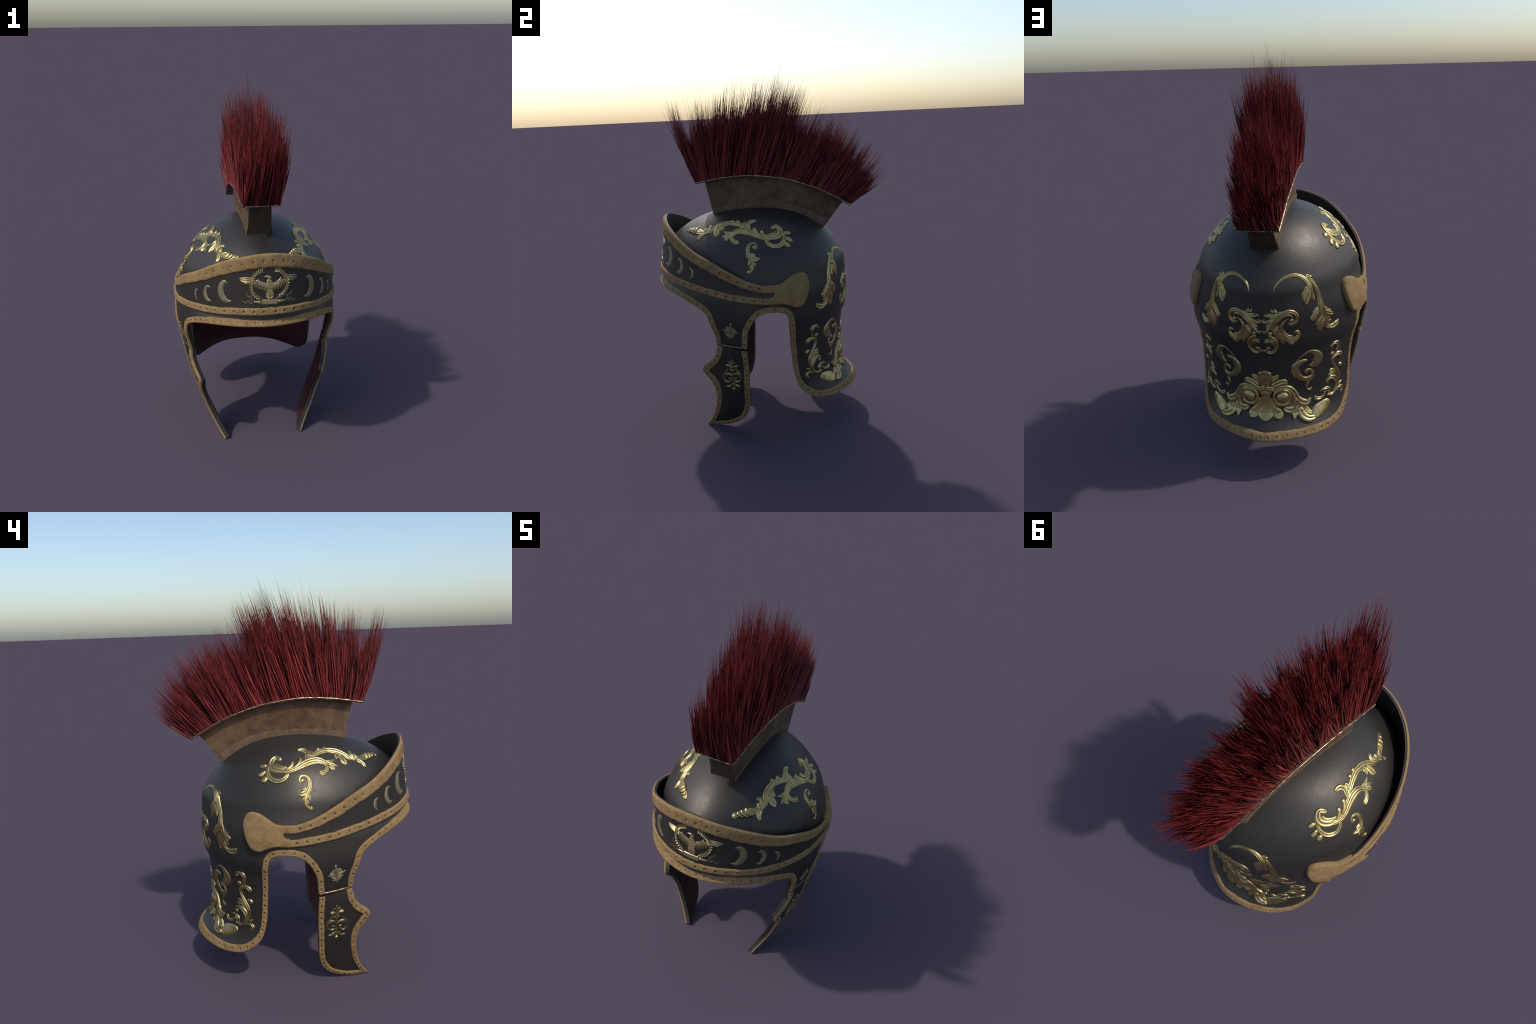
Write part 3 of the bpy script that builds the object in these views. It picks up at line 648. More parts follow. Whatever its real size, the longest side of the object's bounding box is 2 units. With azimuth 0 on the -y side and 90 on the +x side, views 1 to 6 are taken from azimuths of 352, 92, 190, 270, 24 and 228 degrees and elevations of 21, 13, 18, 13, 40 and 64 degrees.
        ("leaf", [(174.1, 0.4346, 28.5), (169, 0.4544, 35.3), (164.3, 0.4627, 31.9), (161.6, 0.4501, 12.2)]),
        ("scroll", [(180, 0.4348, 27.8), (174.7, 0.4282, 23.2), (171.4, 0.4167, 12.7)]),
    ],
    "curling_leaf": [
        ("smooth", [(143.3, 0.256, 19.7), (142.2, 0.266, 46.1), (139.7, 0.2812, 64), (135.4, 0.2931, 58.8), (131.7, 0.2996, 45.6), (129, 0.3035, 21.8)]),
        ("scroll", [(153.2, 0.2961, 29.9), (151.1, 0.2738, 35.3), (145.5, 0.2584, 27.5), (141.5, 0.2611, 16)]),
        ("leaf", [(151.1, 0.3167, 24.7), (147.9, 0.2941, 28.1), (144.1, 0.2735, 16.3)]),
    ],
    "mask_middle": [
        ("web", [(180, 0.4356, 59.8), (180, 0.413, 63.4), (180, 0.3834, 53.7)]),
        ("petal", [(180, 0.413, 41.7), (180, 0.3689, 42.1), (180, 0.327, 50.6), (180, 0.297, 74.7), (180, 0.2657, 71.5)]),
        ("petal", [(180, 0.5268, 36), (180, 0.5172, 60.6), (180, 0.4925, 67.5), (180, 0.4697, 61.3), (180, 0.4393, 71.7)]),
    ],
    "palmette": [
        ("bud", [(75.7, 0.6768, 19.8), (74.3, 0.6764, 19.9)]),
        ("stem", [(74.7, 0.6682, 14.9), (73.8, 0.6492, 13.7), (72.9, 0.6282, 12.4), (72.2, 0.6106, 9.4)]),
        ("leaf", [(73.5, 0.6372, 4.4), (75.1, 0.654, 6.6), (76.3, 0.6581, 4.5)]),
        ("leaf", [(73.5, 0.6362, 4.5), (75.4, 0.6495, 7), (76.8, 0.6501, 4.8)]),
        ("leaf", [(73.4, 0.6348, 4.8), (75.4, 0.6429, 7.4), (77.2, 0.6427, 4.9)]),
        ("leaf", [(73.3, 0.6327, 5.2), (75.3, 0.6362, 7.7), (77.1, 0.635, 5)]),
        ("leaf", [(73.2, 0.6303, 7.4), (75.4, 0.6273, 9.2), (78.5, 0.6308, 2.7)]),
        ("leaf", [(73.2, 0.6401, 5.1), (73.1, 0.658, 7.7), (72.5, 0.6676, 5)]),
        ("leaf", [(73.1, 0.6384, 5.5), (72.4, 0.6539, 8.1), (71.6, 0.6618, 5.2)]),
        ("leaf", [(73, 0.6366, 5.7), (71.9, 0.6482, 8.4), (70.5, 0.6538, 5.4)]),
        ("leaf", [(72.9, 0.6348, 5.7), (71.4, 0.641, 8.5), (69.9, 0.6453, 5.4)]),
        ("leaf", [(72.8, 0.632, 7.6), (70.6, 0.6382, 10.2), (68.8, 0.6512, 3.2)]),
        ("leaf", [(72.6, 0.6177, 7.4), (74, 0.6163, 10.1), (75.9, 0.616, 3.5)]),
        ("leaf", [(72.4, 0.6142, 7.6), (73.4, 0.6061, 9.8), (74.5, 0.6002, 3.7)]),
        ("leaf", [(72.3, 0.6174, 7.5), (70.9, 0.6204, 10.8), (69.2, 0.6268, 4)]),
        ("leaf", [(72.1, 0.6138, 6.9), (70.4, 0.6113, 9.3), (69.3, 0.6124, 3.8)]),
        ("leaf", [(72.2, 0.6106, 7.5), (72.7, 0.6029, 8.1), (73.1, 0.5985, 3.7)]),
        ("leaf", [(72.1, 0.6104, 6.2), (70.9, 0.6048, 6.5), (70.5, 0.5981, 3)]),
        ("leaf", [(72.1, 0.6087, 9.4), (71.7, 0.5965, 10.7), (71.4, 0.586, 2.5)]),
    ],
    "lyre_palmette": [
        ("stem", [(74.3, 0.4694, 9.5), (74.6, 0.4561, 14), (75, 0.4384, 11.3), (75.2, 0.4129, 13.8), (75.3, 0.3907, 10.7), (75.1, 0.368, 13.9), (74.9, 0.3451, 10.8), (74.7, 0.3211, 14.1)]),
        ("scroll", [(75.3, 0.413, 11.2), (76.3, 0.4273, 10.9), (78.1, 0.4277, 15.7)]),
        ("scroll", [(75.2, 0.4135, 13.3), (73.7, 0.431, 12.3), (71.6, 0.4339, 16.5)]),
        ("scroll", [(77.1, 0.4228, 7.1), (77.4, 0.4047, 8.2), (78.5, 0.3875, 10), (79.4, 0.3698, 10.4), (79.1, 0.345, 9.8), (77.8, 0.33, 10.9), (76.2, 0.3297, 11.6), (75.5, 0.3403, 7.4), (76.6, 0.3505, 8.5), (77, 0.3423, 7.3)]),
        ("scroll", [(73.2, 0.4246, 6.7), (72.8, 0.4056, 7.3), (71.4, 0.3854, 8.6), (70, 0.3655, 9.9), (69.9, 0.3408, 11.9), (71.3, 0.3241, 12.7), (73.1, 0.3325, 9.4), (73.9, 0.3452, 8), (73, 0.3506, 8.5), (72.4, 0.3428, 6.2)]),
        ("leaf", [(75.1, 0.4384, 6.2), (75.7, 0.4485, 9), (76.7, 0.4524, 2.7)]),
        ("leaf", [(74.9, 0.4401, 7.5), (73.7, 0.4493, 10.5), (72.6, 0.456, 3)]),
        ("leaf", [(75.3, 0.3944, 6.4), (76.2, 0.4038, 10.1), (77, 0.3997, 3.9)]),
        ("leaf", [(75.2, 0.3958, 7.7), (74.4, 0.4043, 11), (73.6, 0.4001, 3.5)]),
        ("leaf", [(75.3, 0.3645, 9.5), (76.6, 0.3794, 11.8), (78.5, 0.3838, 5.2)]),
        ("leaf", [(74.9, 0.3647, 12), (73.4, 0.3768, 13.8), (70.9, 0.3831, 5.7)]),
        ("leaf", [(77.3, 0.3766, 5.6), (78.4, 0.3725, 8.5), (78.9, 0.3636, 2.9)]),
        ("leaf", [(77.3, 0.371, 5.5), (78.2, 0.3628, 7.6), (78.7, 0.3539, 2.9)]),
        ("leaf", [(72.7, 0.3755, 5.3), (71.1, 0.373, 7.5), (70.4, 0.3625, 2.5)]),
        ("leaf", [(72.6, 0.3699, 4.9), (71.1, 0.3618, 6.6), (70.4, 0.353, 2.5)]),
        ("leaf", [(75.4, 0.3112, 16.3), (76.7, 0.2993, 17.8), (78.6, 0.2979, 3.4)]),
        ("leaf", [(73.8, 0.3108, 13.1), (72.4, 0.2955, 15.9), (70.2, 0.2974, 3.4)]),
        ("petal", [(74.7, 0.3211, 14.1), (74.7, 0.3062, 30.6), (74.7, 0.2924, 34)]),
        ("bud", [(75.7, 0.2807, 25.2), (73.6, 0.2786, 25.1)]),
        ("bud", [(74.7, 0.2742, 15.9), (74.6, 0.2626, 5.7)]),
    ],
    "eagle": [
        ("body", [(0.4, 1.0783, 17.7), (0.3, 1.0649, 28.7), (0.4, 1.0513, 39.7), (0.6, 1.0377, 43.5), (0.5, 1.0241, 37)]),
        ("body", [(0.5, 1.0242, 37.9), (0.3, 1.0092, 43.1), (0.2, 0.9942, 53.4), (0.1, 0.9851, 56.4)]),
        ("head", [(0.6, 1.0737, 19), (0.4, 1.0843, 19.6), (-0.4, 1.0914, 13.3), (-1.7, 1.0925, 7.8), (-3, 1.0914, 3.9)]),
        ("edge", [(-7.3, 1.0835, 3.8), (-5.6, 1.0677, 4.7), (-3.6, 1.0598, 5.1), (-1.6, 1.0561, 3.9)]),
        ("edge", [(8.2, 1.0826, 5.5), (6.6, 1.0692, 5.4), (4.8, 1.0606, 5.3), (3, 1.0572, 4)]),
        ("arm", [(-8.4, 1.0731, 13.5), (-6, 1.061, 19.4), (-3.5, 1.0515, 22.3), (-1.5, 1.0447, 22.3)]),
        ("arm", [(9.4, 1.0693, 14.6), (7.1, 1.0581, 20.7), (4.9, 1.0496, 23.5), (2.8, 1.0438, 23.2)]),
    ],
    "wing_tip": [
        ("leaf", [(-8.5, 1.0805, 7.5), (-13, 1.0841, 7.9), (-15.9, 1.0821, 7.5), (-19.1, 1.079, 2.7)]),
        ("leaf", [(-8.7, 1.0715, 7.6), (-13.2, 1.0743, 7.9), (-15.9, 1.0724, 7.2), (-18.8, 1.0698, 2.7)]),
        ("leaf", [(-9, 1.064, 7.6), (-13.3, 1.066, 7.9), (-15.7, 1.0649, 7.3), (-18.1, 1.0631, 2.7)]),
        ("leaf", [(-9.2, 1.0565, 7.3), (-13.5, 1.0592, 7.3), (-15, 1.0581, 7), (-16.4, 1.0567, 2.7)]),
        ("leaf", [(9.4, 1.0813, 7.8), (13.1, 1.0857, 7.7), (16.4, 1.0825, 7.3), (20.1, 1.0772, 2.7)]),
        ("leaf", [(9.6, 1.0735, 7.8), (13.8, 1.0773, 7.7), (16.6, 1.0734, 7), (19.6, 1.0693, 2.7)]),
        ("leaf", [(9.8, 1.0658, 7.8), (14, 1.0694, 7.7), (16.3, 1.0659, 6.9), (18.8, 1.0618, 2.7)]),
        ("leaf", [(10, 1.058, 7.8), (13.9, 1.0616, 7.5), (15.4, 1.0597, 6.6), (17.1, 1.0566, 2.7)]),
    ],
    "plaque": [
        ("block", [(-4.8, 0.9637, 26.7), (5.1, 0.9621, 26.8)]),
        ("cone", [(-5, 0.9622, 19), (-7.4, 0.9635, 13), (-10, 0.9652, 4.6)]),
        ("cone", [(5.2, 0.9624, 19.3), (7.8, 0.9627, 13.2), (10.9, 0.963, 4.7)]),
    ],
    "ribbon": [
        ("ribbon", [(-15.2, 1.0079, 4.4), (-14.2, 1.0016, 4), (-14.1, 0.9933, 4), (-13.1, 0.9877, 4), (-12.2, 0.9941, 4), (-11.2, 0.9869, 3.8), (-11.9, 0.9783, 3.8), (-11, 0.9718, 4), (-9.8, 0.9683, 4)]),
        ("ribbon", [(-17.3, 0.9619, 4.3), (-16.1, 0.962, 4.1), (-15.5, 0.9562, 4.1), (-14.5, 0.9576, 3.8), (-14.4, 0.9671, 3.8), (-12.9, 0.9678, 4), (-12.7, 0.9589, 4), (-11.5, 0.9573, 3.9), (-10.6, 0.9643, 3.8)]),
        ("ribbon", [(15.6, 1.0049, 5), (14.4, 0.9949, 4.6), (13.9, 0.9873, 4.2), (12.9, 0.9922, 4.1), (11.7, 0.9862, 4.3), (12.5, 0.9788, 4.2), (11.8, 0.9706, 4.4), (10.5, 0.967, 4.2)]),
        ("ribbon", [(17.8, 0.961, 4.4), (16.2, 0.9572, 4.2), (15, 0.9597, 3.9), (14.9, 0.9658, 3.8), (13.3, 0.9677, 4.4), (13.2, 0.9578, 4.3), (11.4, 0.9616, 3.9)]),
    ],
    "laurel_stem": [
        ("path", [(-4.8, 0.9795, 3), (-7.5, 0.9873, 3), (-9.7, 1.0038, 3), (-11, 1.0231, 3), (-11.4, 1.0456, 2.9), (-11.3, 1.0667, 2.9), (-10.4, 1.0863, 2.9), (-8.5, 1.1029, 2.9), (-6.4, 1.1148, 3), (-3.5, 1.1228, 3)]),
        ("path", [(4.7, 0.9818, 3.1), (7.9, 0.9907, 3.2), (10, 1.0049, 3.3), (11.5, 1.0242, 3.4), (12.4, 1.0473, 3.3), (12.1, 1.0705, 3.1), (10.9, 1.0871, 3), (8.9, 1.1044, 2.9), (6.7, 1.1182, 2.9), (4, 1.123, 3)]),
    ],
    "wing_feather": [
        ("rows", [(-8.6, 1.0671, 7), (-9.6, 1.0475, 7)]),
        ("rows", [(-8.4, 1.0626, 7), (-9.3, 1.04, 7)]),
        ("rows", [(-7.7, 1.0581, 7), (-8.5, 1.0348, 7)]),
        ("rows", [(-6.7, 1.0536, 7), (-7.4, 1.031, 7)]),
        ("rows", [(-5.8, 1.0505, 7), (-6.4, 1.0265, 7)]),
        ("rows", [(-5, 1.0473, 7), (-5.3, 1.0241, 7)]),
        ("rows", [(-4.1, 1.0441, 7), (-4.3, 1.0216, 7)]),
        ("rows", [(-3.3, 1.0409, 7), (-3.2, 1.0198, 7)]),
        ("rows", [(-2.4, 1.0383, 7), (-2.3, 1.018, 7)]),
        ("rows", [(9.8, 1.0628, 7.3), (10.5, 1.0422, 7.4)]),
        ("rows", [(8.9, 1.0562, 7.2), (9.9, 1.0354, 7.3)]),
        ("rows", [(7.9, 1.0528, 7.2), (8.7, 1.0315, 7.3)]),
        ("rows", [(6.9, 1.0508, 7.2), (7.5, 1.0282, 7.3)]),
        ("rows", [(5.9, 1.048, 7.2), (6.4, 1.0256, 7.2)]),
        ("rows", [(4.9, 1.0466, 7.2), (5.4, 1.0227, 7.2)]),
        ("rows", [(4.1, 1.0442, 7.2), (4.4, 1.0206, 7.2)]),
        ("rows", [(3.3, 1.0419, 7.2), (3.5, 1.0191, 7.2)]),
    ],
    "crescent_large": [
        ("crescent", [(26.4, 1.049, 4.4), (29.2, 1.0503, 20.6), (31.3, 1.0219, 31.3), (31.5, 0.9878, 35.5), (29.5, 0.9633, 32), (26.9, 0.9544, 19.1), (24.2, 0.9601, 3.6)]),
    ],
    "crescent_medium": [
        ("crescent", [(39.2, 1.0025, 3.4), (41.9, 1.0037, 15.1), (43.6, 0.9782, 21.8), (43.5, 0.9533, 26.6), (41.9, 0.9349, 21), (38.9, 0.9328, 3.5)]),
    ],
    "crescent_small": [
        ("crescent", [(49.5, 0.9709, 3.9), (52, 0.9568, 14.2), (52.6, 0.9365, 18), (52.2, 0.9199, 11), (50.4, 0.9105, 3.1)]),
    ],
}

# ================================================================== bowl
BOWL = None
STEP = .011
z_seam = .90
brow, ear, nape = outline(shell, BROW, STEP), outline(shell, EAR, STEP), outline(shell, NAPE, STEP)
nphi = 91
seam = np.column_stack([np.linspace(math.pi, 0, nphi), np.full(nphi, z_seam)])
side_b = np.column_stack([np.full(60, math.pi), np.linspace(nape[-1, 1], z_seam, 60)])
side_f = np.column_stack([np.zeros(8), np.linspace(z_seam, BROW[0][1], 8)])
poly = chain(brow, ear, nape, side_b[1:], seam[1:], side_f[1:-1])
on_seam = lambda v: abs(v[1] - z_seam) < 1e-6
on_front = lambda v: abs(v[0]) < 1e-6
on_back = lambda v: abs(v[0] - math.pi) < 1e-6
THICK = .022
low, V, F = plate(shell, poly, THICK, edge_open=(on_seam, on_front, on_back))
# dome cap, rows follow the profile up to the crown
a0 = math.asin(((z_seam - DZ0) / DH) ** (DQ / 2))
A = np.linspace(a0, math.pi / 2, 46) ; PH = np.linspace(0, math.pi, nphi)
zz = DZ0 + DH * np.sin(A) ** (2 / DQ); zz = np.minimum(zz, TOP - 1e-7)
AA, ZZ = np.meshgrid(PH, zz, indexing="ij")
cap = shell(AA, ZZ); cap[:, -1] = shell(np.zeros(1), np.array([TOP]))[0] * [0, 1, 1]
low.grid(cap[:, ::-1])
low.grid(cap * [.925, .94, 1] + np.array([0, -.006, 0]) - np.array([0, 0, 1]) * np.linspace(0, .034, len(A))[None, :, None])
full = Soup(); full.merge(low); full.merge(low.mirrored())
BOWL = build("bowl", full, BLACK, HELMET, 55, weld=2e-5)

# red lining just inside the lower bowl, stopping short of the rim
def inset_faces(V, F, f, poly, margin):
    P = f(poly[:, 0], poly[:, 1]); Q = f(V[:, 0], V[:, 1])
    d = np.array([np.linalg.norm(P - q, axis=1).min() for q in Q])
    return [t for t in F if all(d[i] > margin for i in t)]
edge_only = chain(brow, ear, nape)
ls = skin(shell, V, inset_faces(V, F, shell, edge_only, .006), -THICK - .002)
ls.merge(ls.mirrored()); build("lining", ls, LINING, HELMET, None, weld=1e-5)

# edging of the bowl
W_BROW = np.interp(np.linspace(0, 1, len(brow)), [0, .6, .8, 1], [.033, .031, .027, .026])
strip(shell, brow, W_BROW, 1, BOWL, mirror="join", phase=.5)
strip(shell, chain(ear, nape), np.interp(np.linspace(0, 1, len(ear) + len(nape) - 1), [0, .25, .55, .7, 1], [.027, .028, .026, .036, .040]), 1, BOWL, mirror="join")

# relief on the bowl
for nm, jn in (("acanthus_spray", 0), ("curled_leaf", 0), ("horned_leaf", 0), ("twin_volute", 0), ("ring_clasp", 1), ("comma_scroll", 0), ("vine_spray", 0)):
    ornament(nm, shell, nm, BOWL, GOLD, join=bool(jn), scale={"acanthus_spray": 1.24, "curled_leaf": 1.18, "vine_spray": 1.0}.get(nm, 1.07))
ornament("curling_leaf", shell, "curling_leaf", BOWL, GOLD)
s_ = Soup()
for i, (tag, pts) in enumerate(MOTIFS["mask_side"]): stroke(s_, shell, tag, pts, [.004, .006, .008][i % 3] if tag != "ring" else .010)
s_.merge(s_.mirrored())
for tag, pts in MOTIFS["mask_middle"]: stroke(s_, shell, tag, pts, .005)
build("mask_relief", s_, GOLD, BOWL, 40)

# palmettes above the hinges
ornament("palmette", shell, "palmette", BOWL, DULL)

# ================================================================== cheek plates
c_front, c_foot, c_back = outline(shell, CHEEK_FRONT, .007), outline(shell, CHEEK_FOOT, .007), outline(shell, CHEEK_BACK, .009)
c_top = np.column_stack([np.linspace(c_back[-1, 0], c_front[0, 0], 22), np.linspace(c_back[-1, 1], c_front[0, 1], 22)])
cheek_poly = chain(c_front, c_foot, c_back, c_top[1:-1])
cp, CV, CF = plate(shell, cheek_poly, .025, dphi=math.radians(1.6), dz=.010)
cl = skin(shell, CV, inset_faces(CV, CF, shell, cheek_poly, .004), -.027)
edge_line = chain(c_front, c_foot, c_back)
Pe = shell(edge_line[:, 0], edge_line[:, 1])
de = np.r_[0, np.cumsum(np.linalg.norm(np.diff(Pe, axis=0), axis=1))]; de /= de[-1]
i_tip = len(c_front) - 1; f_tip = de[i_tip]
W_CH = np.interp(de, [0, .10, .17, .23, .30, f_tip, f_tip + .08, f_tip + .2, 1], [.030, .034, .036, .034, .027, .022, .024, .029, .028])
for sgn in (1, -1):
    CHEEK = build("cheek_plate", cp if sgn > 0 else cp.mirrored(), BLACK, HELMET, 50)
    build("cheek_lining", cl if sgn > 0 else cl.mirrored(), LINING, CHEEK)
    st = Soup()
    for tag, pts in MOTIFS["lyre_palmette"]: stroke(st, shell, tag, pts)
    build("lyre_palmette", st if sgn > 0 else st.mirrored(), GOLD, CHEEK, 40)
    cr = strip(shell, edge_line, W_CH, 1, CHEEK, name=None, mirror=False, shadow_dots=None, nt=13, overhang=.001)
    build("cheek_edging", cr[0] if sgn > 0 else cr[0].mirrored(), TAN, CHEEK, 50)
    # rivets in the strip
    m = 40
    for i in range(m):
        u = (i + .5) / m; k = int(np.searchsorted(de, u)); k = min(max(k, 1), len(edge_line) - 2)
        P, N, _, _ = frame(shell, edge_line[k:k + 1, 0], edge_line[k:k + 1, 1])
        T = Pe[k + 1] - Pe[k - 1]; T /= np.linalg.norm(T); B = np.cross(N[0], T)
        ph, z_ = slide(shell, edge_line[k, 0], edge_line[k, 1], B * W_CH[k] * .5)
        Q, QN, _, _ = frame(shell, ph, z_)
        put_shadow_dot((Q + QN * .0072) * [sgn, 1, 1], QN * [sgn, 1, 1], CHEEK)
    # hinge pin and knuckles between bowl and cheek plate
    h0 = shell(np.radians(61.3), np.array(.551)); h1 = shell(np.radians(81.1), np.array(.536))
    mid = shell(np.radians(71), np.array(.5435))
    hs = Soup(); line = spline(np.array([h0, mid, h1]) - np.array([.005, 0, 0]), 25)
    for r0, a, b in ((.0065, 0, 25),):
        ring = np.linspace(0, 2 * math.pi, 12, endpoint=False)
        Tn = np.gradient(line, axis=0); Tn /= np.linalg.norm(Tn, axis=1, keepdims=True)
        U = np.cross(Tn, [1, 0, 0]); U /= np.linalg.norm(U, axis=1, keepdims=True); Wd = np.cross(Tn, U)
        rr = r0 * (1 + .10 * np.sign(np.sin(np.linspace(0, 26, 25))))
        G = line[:, None] + rr[:, None, None] * (np.cos(ring)[None, :, None] * U[:, None] + np.sin(ring)[None, :, None] * Wd[:, None])
        hs.grid(G, close_v=True)
        hs.add(G[0], [tuple(range(12))]); hs.add(G[-1], [tuple(range(12))[::-1]])
    build("hinge", hs if sgn > 0 else hs.mirrored(), STEEL, CHEEK, 40)

# ================================================================== brow band (visor)
v_top, v_low = outline(visor, VISOR_TOP, .010), outline(visor, VISOR_LOW, .010)
end = np.column_stack([np.full(9, v_low[-1, 0]), np.linspace(v_low[-1, 1], v_top[-1, 1], 9)])
vf = np.column_stack([np.zeros(30), np.linspace(v_top[0, 1], v_low[0, 1], 30)])
vpoly = chain(v_low, end[1:], v_top[::-1][1:], vf[1:-1])
vb, VV, VF = plate(visor, vpoly, .013, edge_open=(on_front,))
vfull = Soup(); vfull.merge(vb); vfull.merge(vb.mirrored())
VISOR = build("brow_band", vfull, BLACK, HELMET, 50, weld=2e-5)
# dark shelf closing the gap between band and bowl just above the lower edge
phs = np.linspace(-math.radians(95), math.radians(95), 120)
zl = np.interp(np.abs(phs), v_low[:, 0], v_low[:, 1]) + .010
Pv, Nv, _, _ = frame(visor, phs, zl); Ps, Ns, _, _ = frame(shell, phs, zl + .008)
sh = Soup(); G = np.stack([Pv - Nv * .004, Ps - Ns * .010], 1); H = G - np.array([0, 0, .004])
sh.grid(np.concatenate([G, H[:, ::-1]], 1), close_v=True); build("band_shelf", sh, BLACK, VISOR, 40)
W_TOP = np.interp(np.degrees(v_top[:, 0]), [0, 20, 45, 57, 75, 90, 102], [.064, .066, .060, .052, .046, .036, .034])
strip(visor, v_top[::-1], W_TOP[::-1], 1, VISOR, mirror="join", height=.0075, shadow_dots=.055, dot_size=1.25)
strip(visor, v_low, np.interp(np.degrees(v_low[:, 0]), [0, 40, 102], [.036, .034, .032]), 1, VISOR, mirror="join", height=.0075, shadow_dots=.052, dot_size=1.15)
for nm in ("crescent_large", "crescent_medium", "crescent_small"):
    ornament("crescent", visor, nm, VISOR, DULL)

# eagle: body with rows of small feathers, spread wings, laurel wreath, plaque and ribbons
eg = Soup()
for tag, pts in MOTIFS["eagle"]: stroke(eg, visor, tag, pts, .001, .55 if tag == "body" and pts[0][1] < 1.03 else 1.0)
for i in range(-3, 4): stroke(eg, visor, "feather", [(.4 + i * .30, 1.024, 5), (.4 + i * .55, 1.003, 7), (.4 + i * .82, .984, 7)], .002)
build("eagle", eg, BRIGHT, VISOR, 40)
fs = Soup()
for r in range(10):
    z_ = 1.070 - r * .0074; half = [1.0, 1.3, 1.75, 2.1, 2.25, 2.2, 1.9, 1.9, 2.2, 2.5][r]
    k = int(half * 2 / .62) + 1
    for j in range(k):
        c = .4 + (-half + (j + .5 * (r % 2)) * (2 * half / max(k - 1, 1)))
        if abs(c - .4) <= half: stroke(fs, visor, "scale", [(c, z_ + .0035, 3.0), (c, z_ - .0035, 4.4)], .0035)
rows = [p for _, p in MOTIFS["wing_feather"]]
for p in rows:
    (a, za, wa), (b, zb, wb) = p
    stroke(fs, visor, "feather", [(a, za, 3.0), ((a + b) / 2, (za + zb) / 2, 4.6), (b, zb, 4.0)], .002)
    for q in (.12, .36, .6):
        stroke(fs, visor, "scale", [(a + (b - a) * q, za + (zb - za) * q + .003 + .006 * (1 - q), 3.4), (a + (b - a) * (q + .1), za + (zb - za) * (q + .1), 3.8)], .0034)
for tag, pts in MOTIFS["wing_tip"]: stroke(fs, visor, "feather", pts, .0)
build("eagle_feather", fs, BRIGHT, VISOR, 40, kind="stuff")
lw = Soup()
for tag, pts in MOTIFS["laurel_stem"]:
    stroke(lw, visor, "ribbon", pts, .003)
    a = np.array(pts); a = spline(a * [math.radians(1) * .6, 1, .001], 19) / [math.radians(1) * .6, 1, .001]
    for i in range(1, 18):
        t = a[min(i + 1, 18)] - a[i - 1]; u = np.array([math.radians(t[0]) * .6, t[1]]); u /= np.linalg.norm(u)
        for sg in (1, -1):
            ang = math.radians(40) * sg; v = np.array([u[0] * math.cos(ang) - u[1] * math.sin(ang), u[0] * math.sin(ang) + u[1] * math.cos(ang)])
            p = lambda k: (a[i, 0] + math.degrees(v[0] * k / .6), a[i, 1] + v[1] * k)
            stroke(lw, visor, "feather", [(*p(.002), 2.4), (*p(.009), 5.6), (*p(.0185), 1.0)], .004)
build("laurel_wreath", lw, BRIGHT, VISOR, 40, kind="stuff")
pq = Soup()
for tag, pts in MOTIFS["plaque"]: stroke(pq, visor, tag, pts, .002)
for dx, dz_ in ((-1.2, .004), (-.4, .001), (1.0, .003), (-.9, -.001), (1.3, .001)):
    stroke(pq, visor, "scale", [(.4 + dx - .5, .982 + dz_ - .003, 3), (.4 + dx + .5, .982 + dz_ + .003, 4)], .004)
build("plaque", pq, BRIGHT, VISOR, 40)
rb = Soup()
for tag, pts in MOTIFS["ribbon"]: stroke(rb, visor, tag, pts)
build("ribbon", rb, BRIGHT, VISOR, 40)

# leather lug that ties the band to the bowl
lug = chain(outline(shell, LUG, .006), outline(shell, LUG_SLOT, .004))
LV, LF_ = fill(lug, dphi=math.radians(.8), dz=.005)
def lug_surface(V, h):
    p, n, _, _ = frame(shell, V[:, 0], V[:, 1])
    d = np.linalg.norm(shell(lug[:, 0], lug[:, 1])[None] - p[:, None], axis=-1).min(1)
    r = np.sqrt(np.clip(1 - (1 - np.clip(d / .009, 0, 1)) ** 2, 0, 1))
    dg = np.degrees(V[:, 0]); lift = .011 - .002 * smooth((104 - dg) / 5); lift = lift + .002 * smooth((100 - dg) / 3.5)
    r = r + (.75 - r) * smooth((98.5 - dg) / 1.5) * (r < .75)
    wv = np.array([wob(q, 22, 3.1) for q in p])
    return p + n * (lift + .010 * r * (1 + .12 * wv))[:, None], p - n * .004
top, bot = lug_surface(LV, 0)
ls = Soup(); n_ = len(LV)
Ed = {}
for t in LF_:
    for i in range(3):
        a, b = t[i], t[(i + 1) % 3]
        if (b, a) in Ed: del Ed[(b, a)]
        else: Ed[(a, b)] = 1
ls.add(np.vstack([top, bot]), list(LF_) + [(b, a, a + n_, b + n_) for a, b in Ed])
for so in (ls, ls.mirrored()): build("leather_lug", so, TAN, VISOR, 60)

